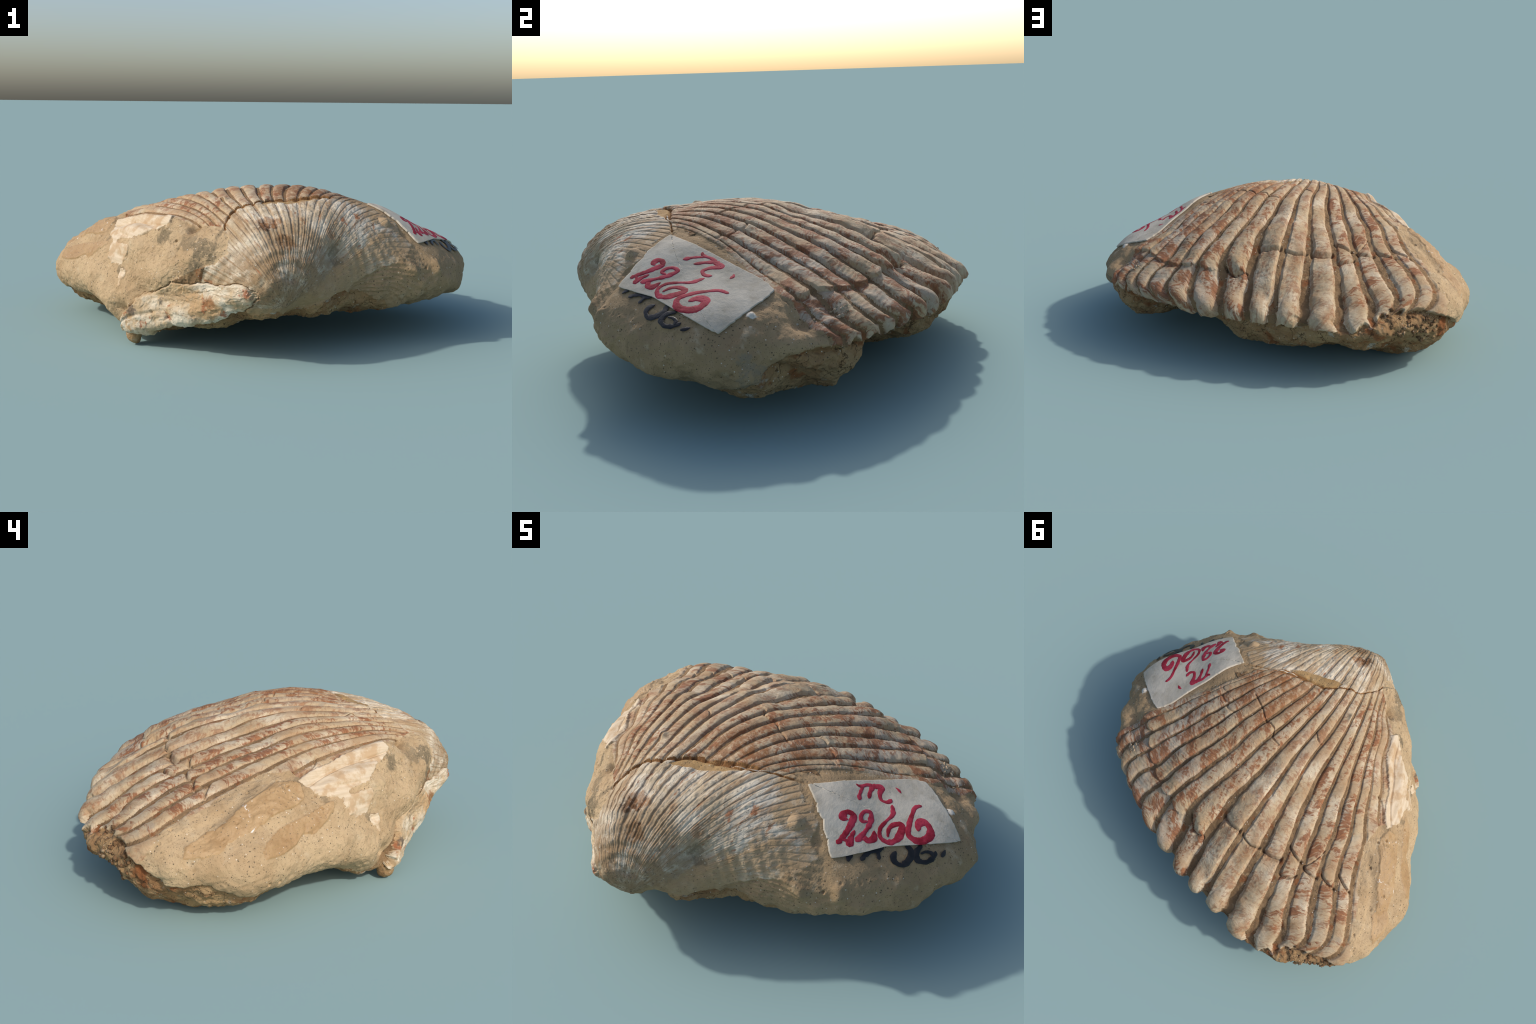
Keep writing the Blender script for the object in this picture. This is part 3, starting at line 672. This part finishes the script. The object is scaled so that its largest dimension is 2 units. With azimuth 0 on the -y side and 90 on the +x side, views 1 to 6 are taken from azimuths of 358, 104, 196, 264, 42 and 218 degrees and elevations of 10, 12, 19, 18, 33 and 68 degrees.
def matrix_material(name, tint, second, dirty=0.4, spots=()):
    g = Graph(name, 0.9, 0.15)
    base = g.mix(g.step(g.noise(5, 5, 0.6), 0.34, 0.66), tint, second)
    base = g.mix(g.math("MULTIPLY", g.step(g.noise(18, 5, 0.65), 0.52, 0.7), dirty), base, srgb(140, 120, 92))
    base = g.mix(g.math("MULTIPLY", g.step(g.noise(13, 5, 0.6, at=g.vec("ADD", g.pos, (5, 2, 1))), 0.56, 0.72), 0.6), base, srgb(186, 168, 140))
    base = g.mix(g.math("MULTIPLY", g.step(g.noise(48, 5, 0.7), 0.54, 0.66), 0.45), base, srgb(132, 108, 78))
    base = g.mix(g.math("MULTIPLY", g.step(g.noise(3.2, 4, 0.6, at=g.vec("ADD", g.pos, (8, 3, 2))), 0.5, 0.66), 0.5), base, srgb(150, 126, 94))
    for at, radius, colour, amount in spots:
        base = g.mix(g.math("MULTIPLY", g.spot(at, radius), amount), base, colour)
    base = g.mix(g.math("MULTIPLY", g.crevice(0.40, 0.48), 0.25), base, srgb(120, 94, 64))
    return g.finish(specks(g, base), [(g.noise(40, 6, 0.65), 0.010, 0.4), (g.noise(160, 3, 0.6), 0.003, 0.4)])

def resin_material():
    g = Graph("amber_resin", 0.55, 0.4)
    base = g.mix(g.step(g.noise(8, 4), 0.3, 0.7), srgb(172, 142, 102), srgb(158, 126, 86))
    base = g.mix(g.math("MULTIPLY", g.step(g.noise(26, 5, 0.65), 0.52, 0.7), 0.6), base, srgb(150, 116, 76))
    frost = g.math("MULTIPLY", g.step(g.noise(60, 3), 0.60, 0.68), g.step(g.noise(9, 2), 0.55, 0.66))
    base = g.mix(frost, base, srgb(214, 208, 200))
    return g.finish(specks(g, base, amount=0.8), [(g.noise(45, 5, 0.65), 0.010, 0.4)])

def bare_material():
    g = Graph("bare_white_shell", 0.75, 0.3)
    f, r = g.shell()
    line = g.noise(1.0, 4, 0.6, at=g.xyz(g.math("MULTIPLY", f, 45), g.math("MULTIPLY", r, 4), 1.0))
    base = g.mix(g.math("MULTIPLY", g.step(line, 0.40, 0.66), 0.6), srgb(204, 186, 160), srgb(182, 160, 130))
    base = g.mix(g.math("MULTIPLY", g.step(g.noise(12, 6, 0.65), 0.44, 0.60), 0.85), base, srgb(178, 148, 112))
    return g.finish(base, [(line, 0.004, 0.25), (g.noise(60, 3), 0.004, 0.3)])

def sediment_material():
    g = Graph("brown_sediment", 0.92, 0.12)
    pick = g.vec("DOT_PRODUCT", g.voronoi(26, out="Color"), (0.6, 0.4, 0.0))
    base = g.mix(g.step(g.noise(6, 4), 0.32, 0.68), srgb(164, 134, 96), srgb(136, 102, 70))
    base = g.mix(g.math("MULTIPLY", g.step(pick, 0.55, 0.75), 0.5), base, srgb(166, 140, 104))
    base = g.mix(g.math("MULTIPLY", g.step(g.noise(11, 5, 0.6), 0.54, 0.66), 0.8), base, srgb(128, 76, 44))
    base = g.mix(g.math("MULTIPLY", g.step(g.noise(13, 4, 0.6, at=g.vec("ADD", g.pos, (2, 7, 4))), 0.60, 0.72), 0.8), base, srgb(176, 170, 156))
    cr = g.voronoi(9, "DISTANCE_TO_EDGE", at=g.vec("ADD", g.pos, g.vec("SCALE", g.xyz(g.noise(20), g.noise(23), g.noise(26)), scale=0.08)))
    base = g.mix(g.math("MULTIPLY", g.step(cr, 0.016, 0.006), 0.8), base, srgb(66, 48, 34))
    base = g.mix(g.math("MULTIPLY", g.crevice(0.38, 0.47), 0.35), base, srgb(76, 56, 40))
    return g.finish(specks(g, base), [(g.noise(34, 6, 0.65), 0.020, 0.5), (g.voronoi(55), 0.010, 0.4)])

def hinge_material():
    g = Graph("hinge_shell", 0.78, 0.25)
    lay = g.noise(1.0, 4, 0.6, at=g.vec("MULTIPLY", g.pos, (6, 6, 30)))
    base = g.mix(g.step(g.noise(9, 4), 0.36, 0.62), srgb(210, 198, 176), srgb(178, 154, 120))
    base = g.mix(g.math("MULTIPLY", g.step(lay, 0.55, 0.68), 0.6), base, srgb(150, 124, 92))
    base = g.mix(g.math("MULTIPLY", g.step(g.noise(8, 6, 0.65, at=g.vec("ADD", g.pos, (1, 6, 2))), 0.52, 0.60), 0.9), base, srgb(172, 142, 104))
    base = g.mix(g.math("MULTIPLY", g.step(g.noise(12, 5, 0.65), 0.57, 0.65), 0.85), base, srgb(150, 88, 56))
    base = g.mix(g.math("MULTIPLY", g.step(g.noise(20, 5, 0.7, at=g.vec("ADD", g.pos, (4, 1, 8))), 0.60, 0.70), 0.7), base, srgb(104, 96, 84))
    base = g.mix(g.math("MULTIPLY", g.spot((-0.548, -0.496, 0.163), 0.028), 0.8), base, srgb(84, 74, 66))
    base = g.mix(g.math("MULTIPLY", g.spot((-0.217, -0.712, 0.247), 0.035), 0.85), base, srgb(134, 92, 56))
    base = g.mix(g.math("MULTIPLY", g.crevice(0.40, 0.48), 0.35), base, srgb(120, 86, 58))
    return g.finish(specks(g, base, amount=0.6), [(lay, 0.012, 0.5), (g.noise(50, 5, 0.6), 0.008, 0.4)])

def dark_fill_material():
    g = Graph("dark_fracture_fill", 0.92, 0.12)
    base = g.mix(g.step(g.noise(20, 5, 0.65), 0.35, 0.65), srgb(120, 84, 52), srgb(156, 116, 74))
    return g.finish(specks(g, base), [(g.noise(60, 5, 0.65), 0.015, 0.6)])

def paper_material():
    g = Graph("label_paper", 0.9, 0.15)
    base = g.mix(g.step(g.noise(7, 5, 0.6), 0.36, 0.66), srgb(202, 192, 174), srgb(180, 170, 152))
    base = g.mix(g.math("MULTIPLY", g.step(g.noise(14, 6, 0.7), 0.52, 0.70), 0.5), base, srgb(162, 150, 130))
    return g.finish(base, [(g.noise(45, 6, 0.65), 0.008, 0.35), (g.noise(220, 2), 0.002, 0.3)])

def ink_material(name, a, b_, rough):
    g = Graph(name, rough, 0.3)
    return g.finish(g.mix(g.step(g.noise(16, 5, 0.65), 0.36, 0.64), a, b_), [(g.noise(120, 3), 0.003, 0.4)])

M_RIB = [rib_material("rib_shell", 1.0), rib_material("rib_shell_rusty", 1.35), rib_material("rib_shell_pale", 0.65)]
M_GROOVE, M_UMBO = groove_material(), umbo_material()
GREY, GRIT = srgb(100, 90, 72), srgb(112, 100, 80)
M_LEFT = matrix_material("sandy_matrix", srgb(182, 158, 124), srgb(168, 142, 108), 0.4, [
    ((-0.408, -0.474, 0.477), 0.055, GREY, 0.75), ((-0.30, -0.58, 0.46), 0.06, GRIT, 0.6), ((-0.22, -0.66, 0.43), 0.09, GRIT, 0.8), ((-0.26, -0.67, 0.37), 0.08, GRIT, 0.9),
    ((-0.20, -0.70, 0.34), 0.05, GREY, 0.8), ((-0.62, -0.35, 0.31), 0.035, GREY, 0.6), ((-0.66, -0.03, 0.48), 0.03, GREY, 0.5), ((-0.68, -0.14, 0.42), 0.03, GREY, 0.5),
    ((-0.62, -0.29, 0.40), 0.022, srgb(168, 128, 96), 0.8), ((-0.66, -0.24, 0.40), 0.022, srgb(168, 124, 92), 0.8)])
M_RIGHT = matrix_material("darker_matrix", srgb(168, 142, 108), srgb(152, 128, 96), 0.5, [
    ((0.854, 0.18, 0.389), 0.018, srgb(214, 206, 192), 0.9), ((0.601, -0.43, 0.455), 0.010, srgb(222, 214, 200), 0.9), ((0.538, -0.37, 0.523), 0.016, GREY, 0.6),
    ((0.93, 0.18, 0.22), 0.08, srgb(128, 120, 104), 0.6)])
M_RESIN, M_BARE, M_SED, M_HINGE, M_DARK = resin_material(), bare_material(), sediment_material(), hinge_material(), dark_fill_material()
M_PAPER = paper_material()
M_RED = ink_material("red_ink", srgb(138, 16, 36), srgb(180, 52, 72), 0.75)
M_BLACK = ink_material("black_ink", srgb(20, 20, 22), srgb(38, 36, 36), 0.45)
M_GRAVEL = [matrix_material("gravel_brown", srgb(128, 96, 66), srgb(104, 80, 58)), matrix_material("gravel_grey", srgb(128, 120, 106), srgb(96, 88, 76)), matrix_material("gravel_pale", srgb(196, 184, 164), srgb(166, 142, 110))]

# ------------------------------------------------------------------ scene objects
col_main = bpy.context.scene.collection
def add(name, data, parent=None, mat=None):
    o = bpy.data.objects.new(name, data)
    col_main.objects.link(o)
    if parent is not None: o.parent = parent
    if mat is not None: o.data.materials.append(mat)
    return o

def quad_mesh(name, verts, faces, normals=None):
    me = bpy.data.meshes.new(name)
    n, f = len(verts), len(faces); k = faces.shape[1]
    me.vertices.add(n); me.vertices.foreach_set("co", np.ascontiguousarray(verts, dtype=np.float32).ravel())
    me.loops.add(f * k); me.loops.foreach_set("vertex_index", np.ascontiguousarray(faces, dtype=np.int32).ravel())
    me.polygons.add(f); me.polygons.foreach_set("loop_start", np.arange(0, f * k, k, dtype=np.int32))
    me.polygons.foreach_set("use_smooth", np.ones(f, dtype=bool))
    me.update(calc_edges=True); me.validate()
    if normals is not None:
        me.normals_split_custom_set_from_vertices(normals.astype(np.float32))
    return me

def skin(name, ids, mat, parent):
    sel = quads[np.isin(qpart, ids)]
    if len(sel) == 0: return None
    used, inv = np.unique(sel, return_inverse=True)
    return add(name, quad_mesh(name, P[used], inv.reshape(-1, 4), NRM[used]), parent, mat)

fossil = bpy.data.objects.new("fossil_shell", None); col_main.objects.link(fossil)
fossil["label"] = "fossil ribbed bivalve shell in tan rock with red-inked paper label"
fossil["category"] = "fossil shell"
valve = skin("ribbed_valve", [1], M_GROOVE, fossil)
tone = [1, 1, 1, 1, 1, 1, 0, 0, 2, 2, 2, 0, 0, 1, 0, 2, 2, 2]
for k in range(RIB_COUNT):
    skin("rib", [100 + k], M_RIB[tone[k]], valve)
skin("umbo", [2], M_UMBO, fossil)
skin("fracture_fill", [9], M_DARK, fossil)
skin("fracture_fill", [10], matrix_material("ochre_fill", srgb(176, 144, 98), srgb(158, 124, 80), 0.4), fossil)
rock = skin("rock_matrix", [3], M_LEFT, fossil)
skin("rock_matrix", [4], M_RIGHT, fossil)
for n in range(len(RESIN)): skin("resin_film", [30 + n], M_RESIN, rock)
for n in range(len(BARE_SHELL)): skin("bare_shell", [20 + n], M_BARE, rock)
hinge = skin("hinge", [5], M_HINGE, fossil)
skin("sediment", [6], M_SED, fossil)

# ---- rounded lump builder for loose bits
def rounded_lump(name, spine, radii, seed, rough=0.12, rings=24, sides=28):
    """a knobbly finger lofted along a spine"""
    spine = np.array(spine, float); radii = np.array(radii, float)
    tt = np.linspace(0, 1, rings); key = np.linspace(0, 1, len(spine))
    c = np.stack([np.interp(tt, key, spine[:, i]) for i in range(3)], 1); r = np.interp(tt, key, radii)
    r = r * np.sqrt(np.clip(1 - (2 * tt - 1) ** 8, 0.0004, 1))
    ax = spine[-1] - spine[0]; ax /= np.linalg.norm(ax)
    u = np.cross(ax, [0.3, 0.9, 0.1]); u /= np.linalg.norm(u); v = np.cross(ax, u)
    a = np.linspace(0, 2 * np.pi, sides, endpoint=False)
    p = c[:, None] + r[:, None, None] * (np.cos(a)[None, :, None] * u + np.sin(a)[None, :, None] * v)
    p = p.reshape(-1, 3); ctr = np.repeat(c, sides, 0)
    p = ctr + (p - ctr) * (1 + rough * fbm(p, 30, 3, seed))[:, None]
    k = np.arange(rings * sides).reshape(rings, sides)
    f = np.stack([k[:-1], np.roll(k, -1, 1)[:-1], np.roll(k, -1, 1)[1:], k[1:]], -1).reshape(-1, 4)
    return quad_mesh(name, p, f)

add("hinge_stub", rounded_lump("hinge_stub", [(-0.47, -0.44, 0.17), (-0.51, -0.45, 0.115), (-0.545, -0.435, 0.06), (-0.552, -0.428, 0.005)],
    [0.050, 0.046, 0.040, 0.034], 3), hinge, M_SED)

# ---- gravel stuck in the gouges and grooves
def pebble_field(name, places, size, count, spread, seed, mat, parent):
    g = np.random.default_rng(seed)
    # one rough low sphere, repeated
    nu, nv = 10, 7
    a = np.linspace(0, 2 * np.pi, nu, endpoint=False); e = np.linspace(0.15, np.pi - 0.15, nv)
    A_, E_ = np.meshgrid(a, e)
    ball = np.stack([np.sin(E_) * np.cos(A_), np.sin(E_) * np.sin(A_), np.cos(E_)], -1).reshape(-1, 3)
    k = np.arange(nu * nv).reshape(nv, nu)
    f = np.stack([k[:-1], k[1:], np.roll(k, -1, 1)[1:], np.roll(k, -1, 1)[:-1]], -1).reshape(-1, 4)
    vs, fs = [], []
    places = np.array(places, float)
    for n in range(count):
        t_ = g.random() * (len(places) - 1); i = min(int(t_), len(places) - 2)
        c = places[i] + (places[i + 1] - places[i]) * (t_ - i) + g.normal(0, spread, 3)
        c = skin_point(c)
        s_ = size * (0.45 + g.random()) * g.uniform(0.6, 1.2, 3)
        q, _ = np.linalg.qr(g.normal(size=(3, 3)))
        b = ball * (1 + 0.25 * g.normal(size=(len(ball), 1)))
        vs.append(c + (b * s_) @ q); fs.append(f + n * len(ball))
    o = add(name, quad_mesh(name, np.vstack(vs), np.vstack(fs)), parent, mat)
    o["kind"] = "stuff"
    return o

def skin_point(c):
    """nearest point of the finished skin along the ray from the heart"""
    d = c - HEART; d = d / np.linalg.norm(d)
    co = math.acos(max(-1, min(1, d @ AXIS))); lo = math.atan2(d @ UP, d @ SIDE) % (2 * math.pi)
    r = min(NV - 1, max(0, int(round((co - 0.004) / (math.pi - 0.008) * (NV - 1)))))
    c_ = int(np.searchsorted(lon1, lo)) % NU
    return P[r * NU + c_]

pebble_field("gravel", [(0.62, 0.45, 0.41), (0.70, 0.48, 0.37), (0.74, 0.42, 0.39), (0.80, 0.34, 0.37)], 0.006, 22, 0.020, 3, M_GRAVEL[2], fossil)
pebble_field("gravel", [(-0.70, 0.77, 0.24), (-0.78, 0.72, 0.25), (-0.86, 0.62, 0.24), (-0.80, 0.70, 0.18)], 0.008, 50, 0.030, 4, M_GRAVEL[0], fossil)

# ------------------------------------------------------------------ paper label and writing
def on_label(x, y, lift):
    x = np.atleast_1d(x); y = np.atleast_1d(y)
    q = LABEL_O + x[:, None] * LABEL_X + y[:, None] * LABEL_Y
    b = onto_base(q - HEART)
    d = b - HEART; d /= np.linalg.norm(d, axis=1, keepdims=True)
    return b + LABEL_N * 0.6 * np.atleast_1d(lift)[:, None] + d * 0.4 * np.atleast_1d(lift)[:, None]

LABEL_EDGE = [(-266, 161), (-132, 167), (38, 157), (192, 150), (240, 140), (281, 130), (283, 104), (269, 47), (260, -24), (250, -122), (117, -105), (59, -105),
              (-66, -109), (-177, -142), (-258, -171), (-262, -136), (-259, -71), (-264, -35), (-258, 12), (-268, 46), (-265, 68), (-266, 100)]
def inside_outline(x, y, o):
    o = np.array(o, float); ins = np.zeros(len(x), bool); d2 = np.full(len(x), 9.0)
    for k in range(len(o)):
        (ax, ay), (bx, by) = o[k - 1], o[k]
        ex, ey = bx - ax, by - ay
        t_ = np.clip(((x - ax) * ex + (y - ay) * ey) / (ex * ex + ey * ey), 0, 1)
        d2 = np.minimum(d2, (x - ax - t_ * ex) ** 2 + (y - ay - t_ * ey) ** 2) if k else (x - ax - t_ * ex) ** 2 + (y - ay - t_ * ey) ** 2
        ins ^= ((ay > y) != (by > y)) & (x < (bx - ax) * (y - ay) / (by - ay + 1e-9) + ax)
    return np.where(ins, -1, 1) * np.sqrt(d2)

def label_lift(x, y):
    return 0.0075 + 0.0012 * fbm(np.c_[x, y, 0 * x], 25, 3, 2)

def label_mesh():
    """outline resampled with torn wobble, filled with rings towards the centre"""
    o = np.array(LABEL_EDGE, float) / 1000
    seg = np.linalg.norm(np.roll(o, -1, 0) - o, axis=1); s_ = np.r_[0, np.cumsum(seg)]
    n = 420; u = np.linspace(0, s_[-1], n, endpoint=False)
    oc = np.vstack([o, o[:1]])
    e = np.stack([np.interp(u, s_, oc[:, i]) for i in (0, 1)], 1)
    torn = 0.0030 * fbm(np.c_[e, 0 * u], 60, 3, 5) + 0.0015
    left_right = np.where(np.abs(e[:, 0]) > 0.235, 1.6, 0.5)
    e += (torn * left_right)[:, None] * fbm(np.c_[e, 0 * u + 3], 80, 2, 9)[:, None] * 60 * 0.03
    rings = 70
    k = np.linspace(1, 0.01, rings)
    ctr = np.array([0.0, -0.003])
    xy = (ctr + (e - ctr)[None] * k[:, None, None]).reshape(-1, 2)
    q = np.c_[xy, 0 * xy[:, 0]]
    lift = label_lift(xy[:, 0], xy[:, 1])
    rim = np.repeat(k, n)
    top = on_label(xy[:, 0], xy[:, 1], lift)
    edge_low = on_label(e[:, 0], e[:, 1], 0.0 * e[:, 0] - 0.001)
    v = np.vstack([edge_low, top])
    idx = np.arange(len(v)).reshape(rings + 1, n)
    f = np.stack([idx[:-1], np.roll(idx, -1, 1)[:-1], np.roll(idx, -1, 1)[1:], idx[1:]], -1).reshape(-1, 4)
    mid = idx[-1]; m_ = np.arange(1, n // 2 - 1)
    f = np.vstack([f, np.stack([mid[m_], mid[m_ + 1], mid[n - m_ - 1], mid[n - m_]], 1)])
    fnn = np.cross(v[f[:, 2]] - v[f[:, 0]], v[f[:, 3]] - v[f[:, 1]])
    if (fnn @ LABEL_N).sum() < 0: f = f[:, ::-1]
    return quad_mesh("paper_label", v, f)

label = add("paper_label", label_mesh(), fossil, M_PAPER)

def stroke(points, widths, lift, seed, on_paper):
    """a raised ink ribbon through control points (millimetres on the label plane)"""
    p = np.array(points, float) / 1000
    seg = np.linalg.norm(np.diff(p, axis=0), axis=1); s_ = np.r_[0, np.cumsum(seg)]
    n = max(12, int(s_[-1] / 0.003)); u = np.linspace(0, s_[-1], n)
    # smooth the polyline with a cubic through its points
    sl = np.gradient(p, s_, axis=0) if len(p) > 2 else np.repeat((p[1:] - p[:1]) / s_[-1], 2, 0)
    i = np.clip(np.searchsorted(s_, u) - 1, 0, len(p) - 2); h_ = s_[i + 1] - s_[i]; t_ = ((u - s_[i]) / h_)[:, None]; h_ = h_[:, None]
    c = (2 * t_ ** 3 - 3 * t_ ** 2 + 1) * p[i] + (t_ ** 3 - 2 * t_ ** 2 + t_) * h_ * sl[i] + (3 * t_ ** 2 - 2 * t_ ** 3) * p[i + 1] + (t_ ** 3 - t_ ** 2) * h_ * sl[i + 1]
    tg = np.gradient(c, axis=0); tg /= np.linalg.norm(tg, axis=1, keepdims=True) + 1e-9
    nr = np.c_[-tg[:, 1], tg[:, 0]]
    w = 1.12 * np.interp(u / s_[-1], np.linspace(0, 1, len(widths)), widths) / 1000
    w *= 1 + 0.34 * fbm(np.c_[c, 0 * u + seed], 70, 3, seed)
    endd = np.minimum(u, s_[-1] - u)
    w *= np.sqrt(np.clip(endd / (w * 0.6), 0.02, 1))
    rows = []
    for a in (-1, -0.7, -0.3, 0.3, 0.7, 1):
        jitter = 1 + 0.10 * fbm(np.c_[c, 0 * u + 9 * a], 150, 2, seed + 5) if abs(a) == 1 else 1
        q = c + nr * (a * w * 0.5 * jitter)[:, None]
        up = lift + 0.0003 * (1 - a * a) - (0.0012 if abs(a) == 1 else 0)
        if on_paper: up = up + label_lift(q[:, 0], q[:, 1])
        rows.append(on_label(q[:, 0], q[:, 1], up + 0 * q[:, 0]))
    v = np.stack(rows, 1).reshape(-1, 3)
    k = np.arange(len(v)).reshape(n, 6)
    f = np.stack([k[:-1, :-1], k[1:, :-1], k[1:, 1:], k[:-1, 1:]], -1).reshape(-1, 4)
    fnn = np.cross(v[f[:, 2]] - v[f[:, 0]], v[f[:, 3]] - v[f[:, 1]])
    if (fnn @ LABEL_N).sum() < 0: f = f[:, ::-1]
    return v, f

RED_STROKES = {      # handwritten "m." over "2266"
    "m": [([(-84, 149), (-71, 138), (-63, 137), (-89, 109), (-108, 85)], [8, 14, 14, 14, 22]),
          ([(-71, 135), (-28, 139), (-13, 135), (-38, 110), (-62, 86)], [12, 12, 18, 14, 14]),
          ([(-15, 134), (9, 128), (26, 124), (-2, 96), (-9, 75), (6, 64), (24, 66), (37, 73)], [14, 22, 26, 18, 14, 12, 12, 14])],
    "point": [([(93, 118), (100, 107), (99, 92)], [4, 17, 10])],
    "two": [([(-175, 12), (-189, 17), (-184, 36), (-167, 42), (-151, 28), (-163, 0), (-187, -38), (-209, -68), (-232, -98)], [28, 26, 18, 22, 24, 22, 20, 18, 20]),
            ([(-213, -76), (-195, -82), (-190, -99), (-181, -72), (-161, -35)], [10, 18, 24, 16, 12])],
    "two.again": [([(-103, -2), (-125, 0), (-125, 18), (-101, 38), (-82, 33), (-89, 5), (-117, -34), (-143, -62), (-166, -86)], [12, 14, 14, 16, 18, 16, 16, 20, 24]),
                  ([(-161, -80), (-138, -68), (-121, -82), (-106, -78), (-91, -41)], [22, 26, 24, 22, 10])],
    "six": [([(24, 52), (3, 16), (-35, -8), (-69, -38), (-76, -71), (-55, -92), (-24, -84), (0, -56), (16, -24), (-6, -22), (-35, -37), (-51, -71)], [14, 16, 10, 14, 16, 18, 24, 26, 20, 18, 14, 10])],
    "six.again": [([(150, 37), (114, 33), (77, 8), (44, -25), (25, -69), (47, -90), (85, -85), (115, -54), (111, -24), (81, -26), (62, -53)], [10, 12, 12, 16, 18, 22, 30, 28, 26, 26, 16])],
}
BLACK_STROKES = {    # an older number, half hidden under the paper
    "tick": [([(-184, -146), (-199, -158), (-205, -180)], [14, 18, 10])],
    "two": [([(-160, -173), (-144, -149), (-117, -130), (-95, -126), (-70, -106)], [18, 16, 16, 18, 12]), ([(-95, -126), (-95, -169)], [14, 16])],
    "hook": [([(8, -102), (21, -132), (11, -171), (-14, -198), (-39, -182), (-41, -148), (-31, -130)], [18, 20, 24, 26, 22, 20, 14])],
    "loop": [([(62, -106), (37, -140), (42, -176), (70, -186), (99, -163), (109, -136)], [16, 20, 22, 20, 22, 12]), ([(51, -145), (71, -137), (90, -142), (97, -160)], [10, 12, 12, 10])],
    "point": [([(151, -138), (131, -168)], [10, 22])],
}
def writing(kind, strokes, lift, mat, parent):
    n = 0
    for name, parts in strokes.items():
        vs, fs, base = [], [], 0
        for pts, wd in parts:
            n += 1
            v, f = stroke(pts, wd, lift + 0.00015 * (n % 4), n, kind == "ink_letter")
            vs.append(v); fs.append(f + base); base += len(v)
        add(kind, quad_mesh(kind, np.vstack(vs), np.vstack(fs)), parent, mat)
writing("ink_letter", RED_STROKES, 0.0008, M_RED, label)
writing("ink_numeral", BLACK_STROKES, 0.0032, M_BLACK, fossil)
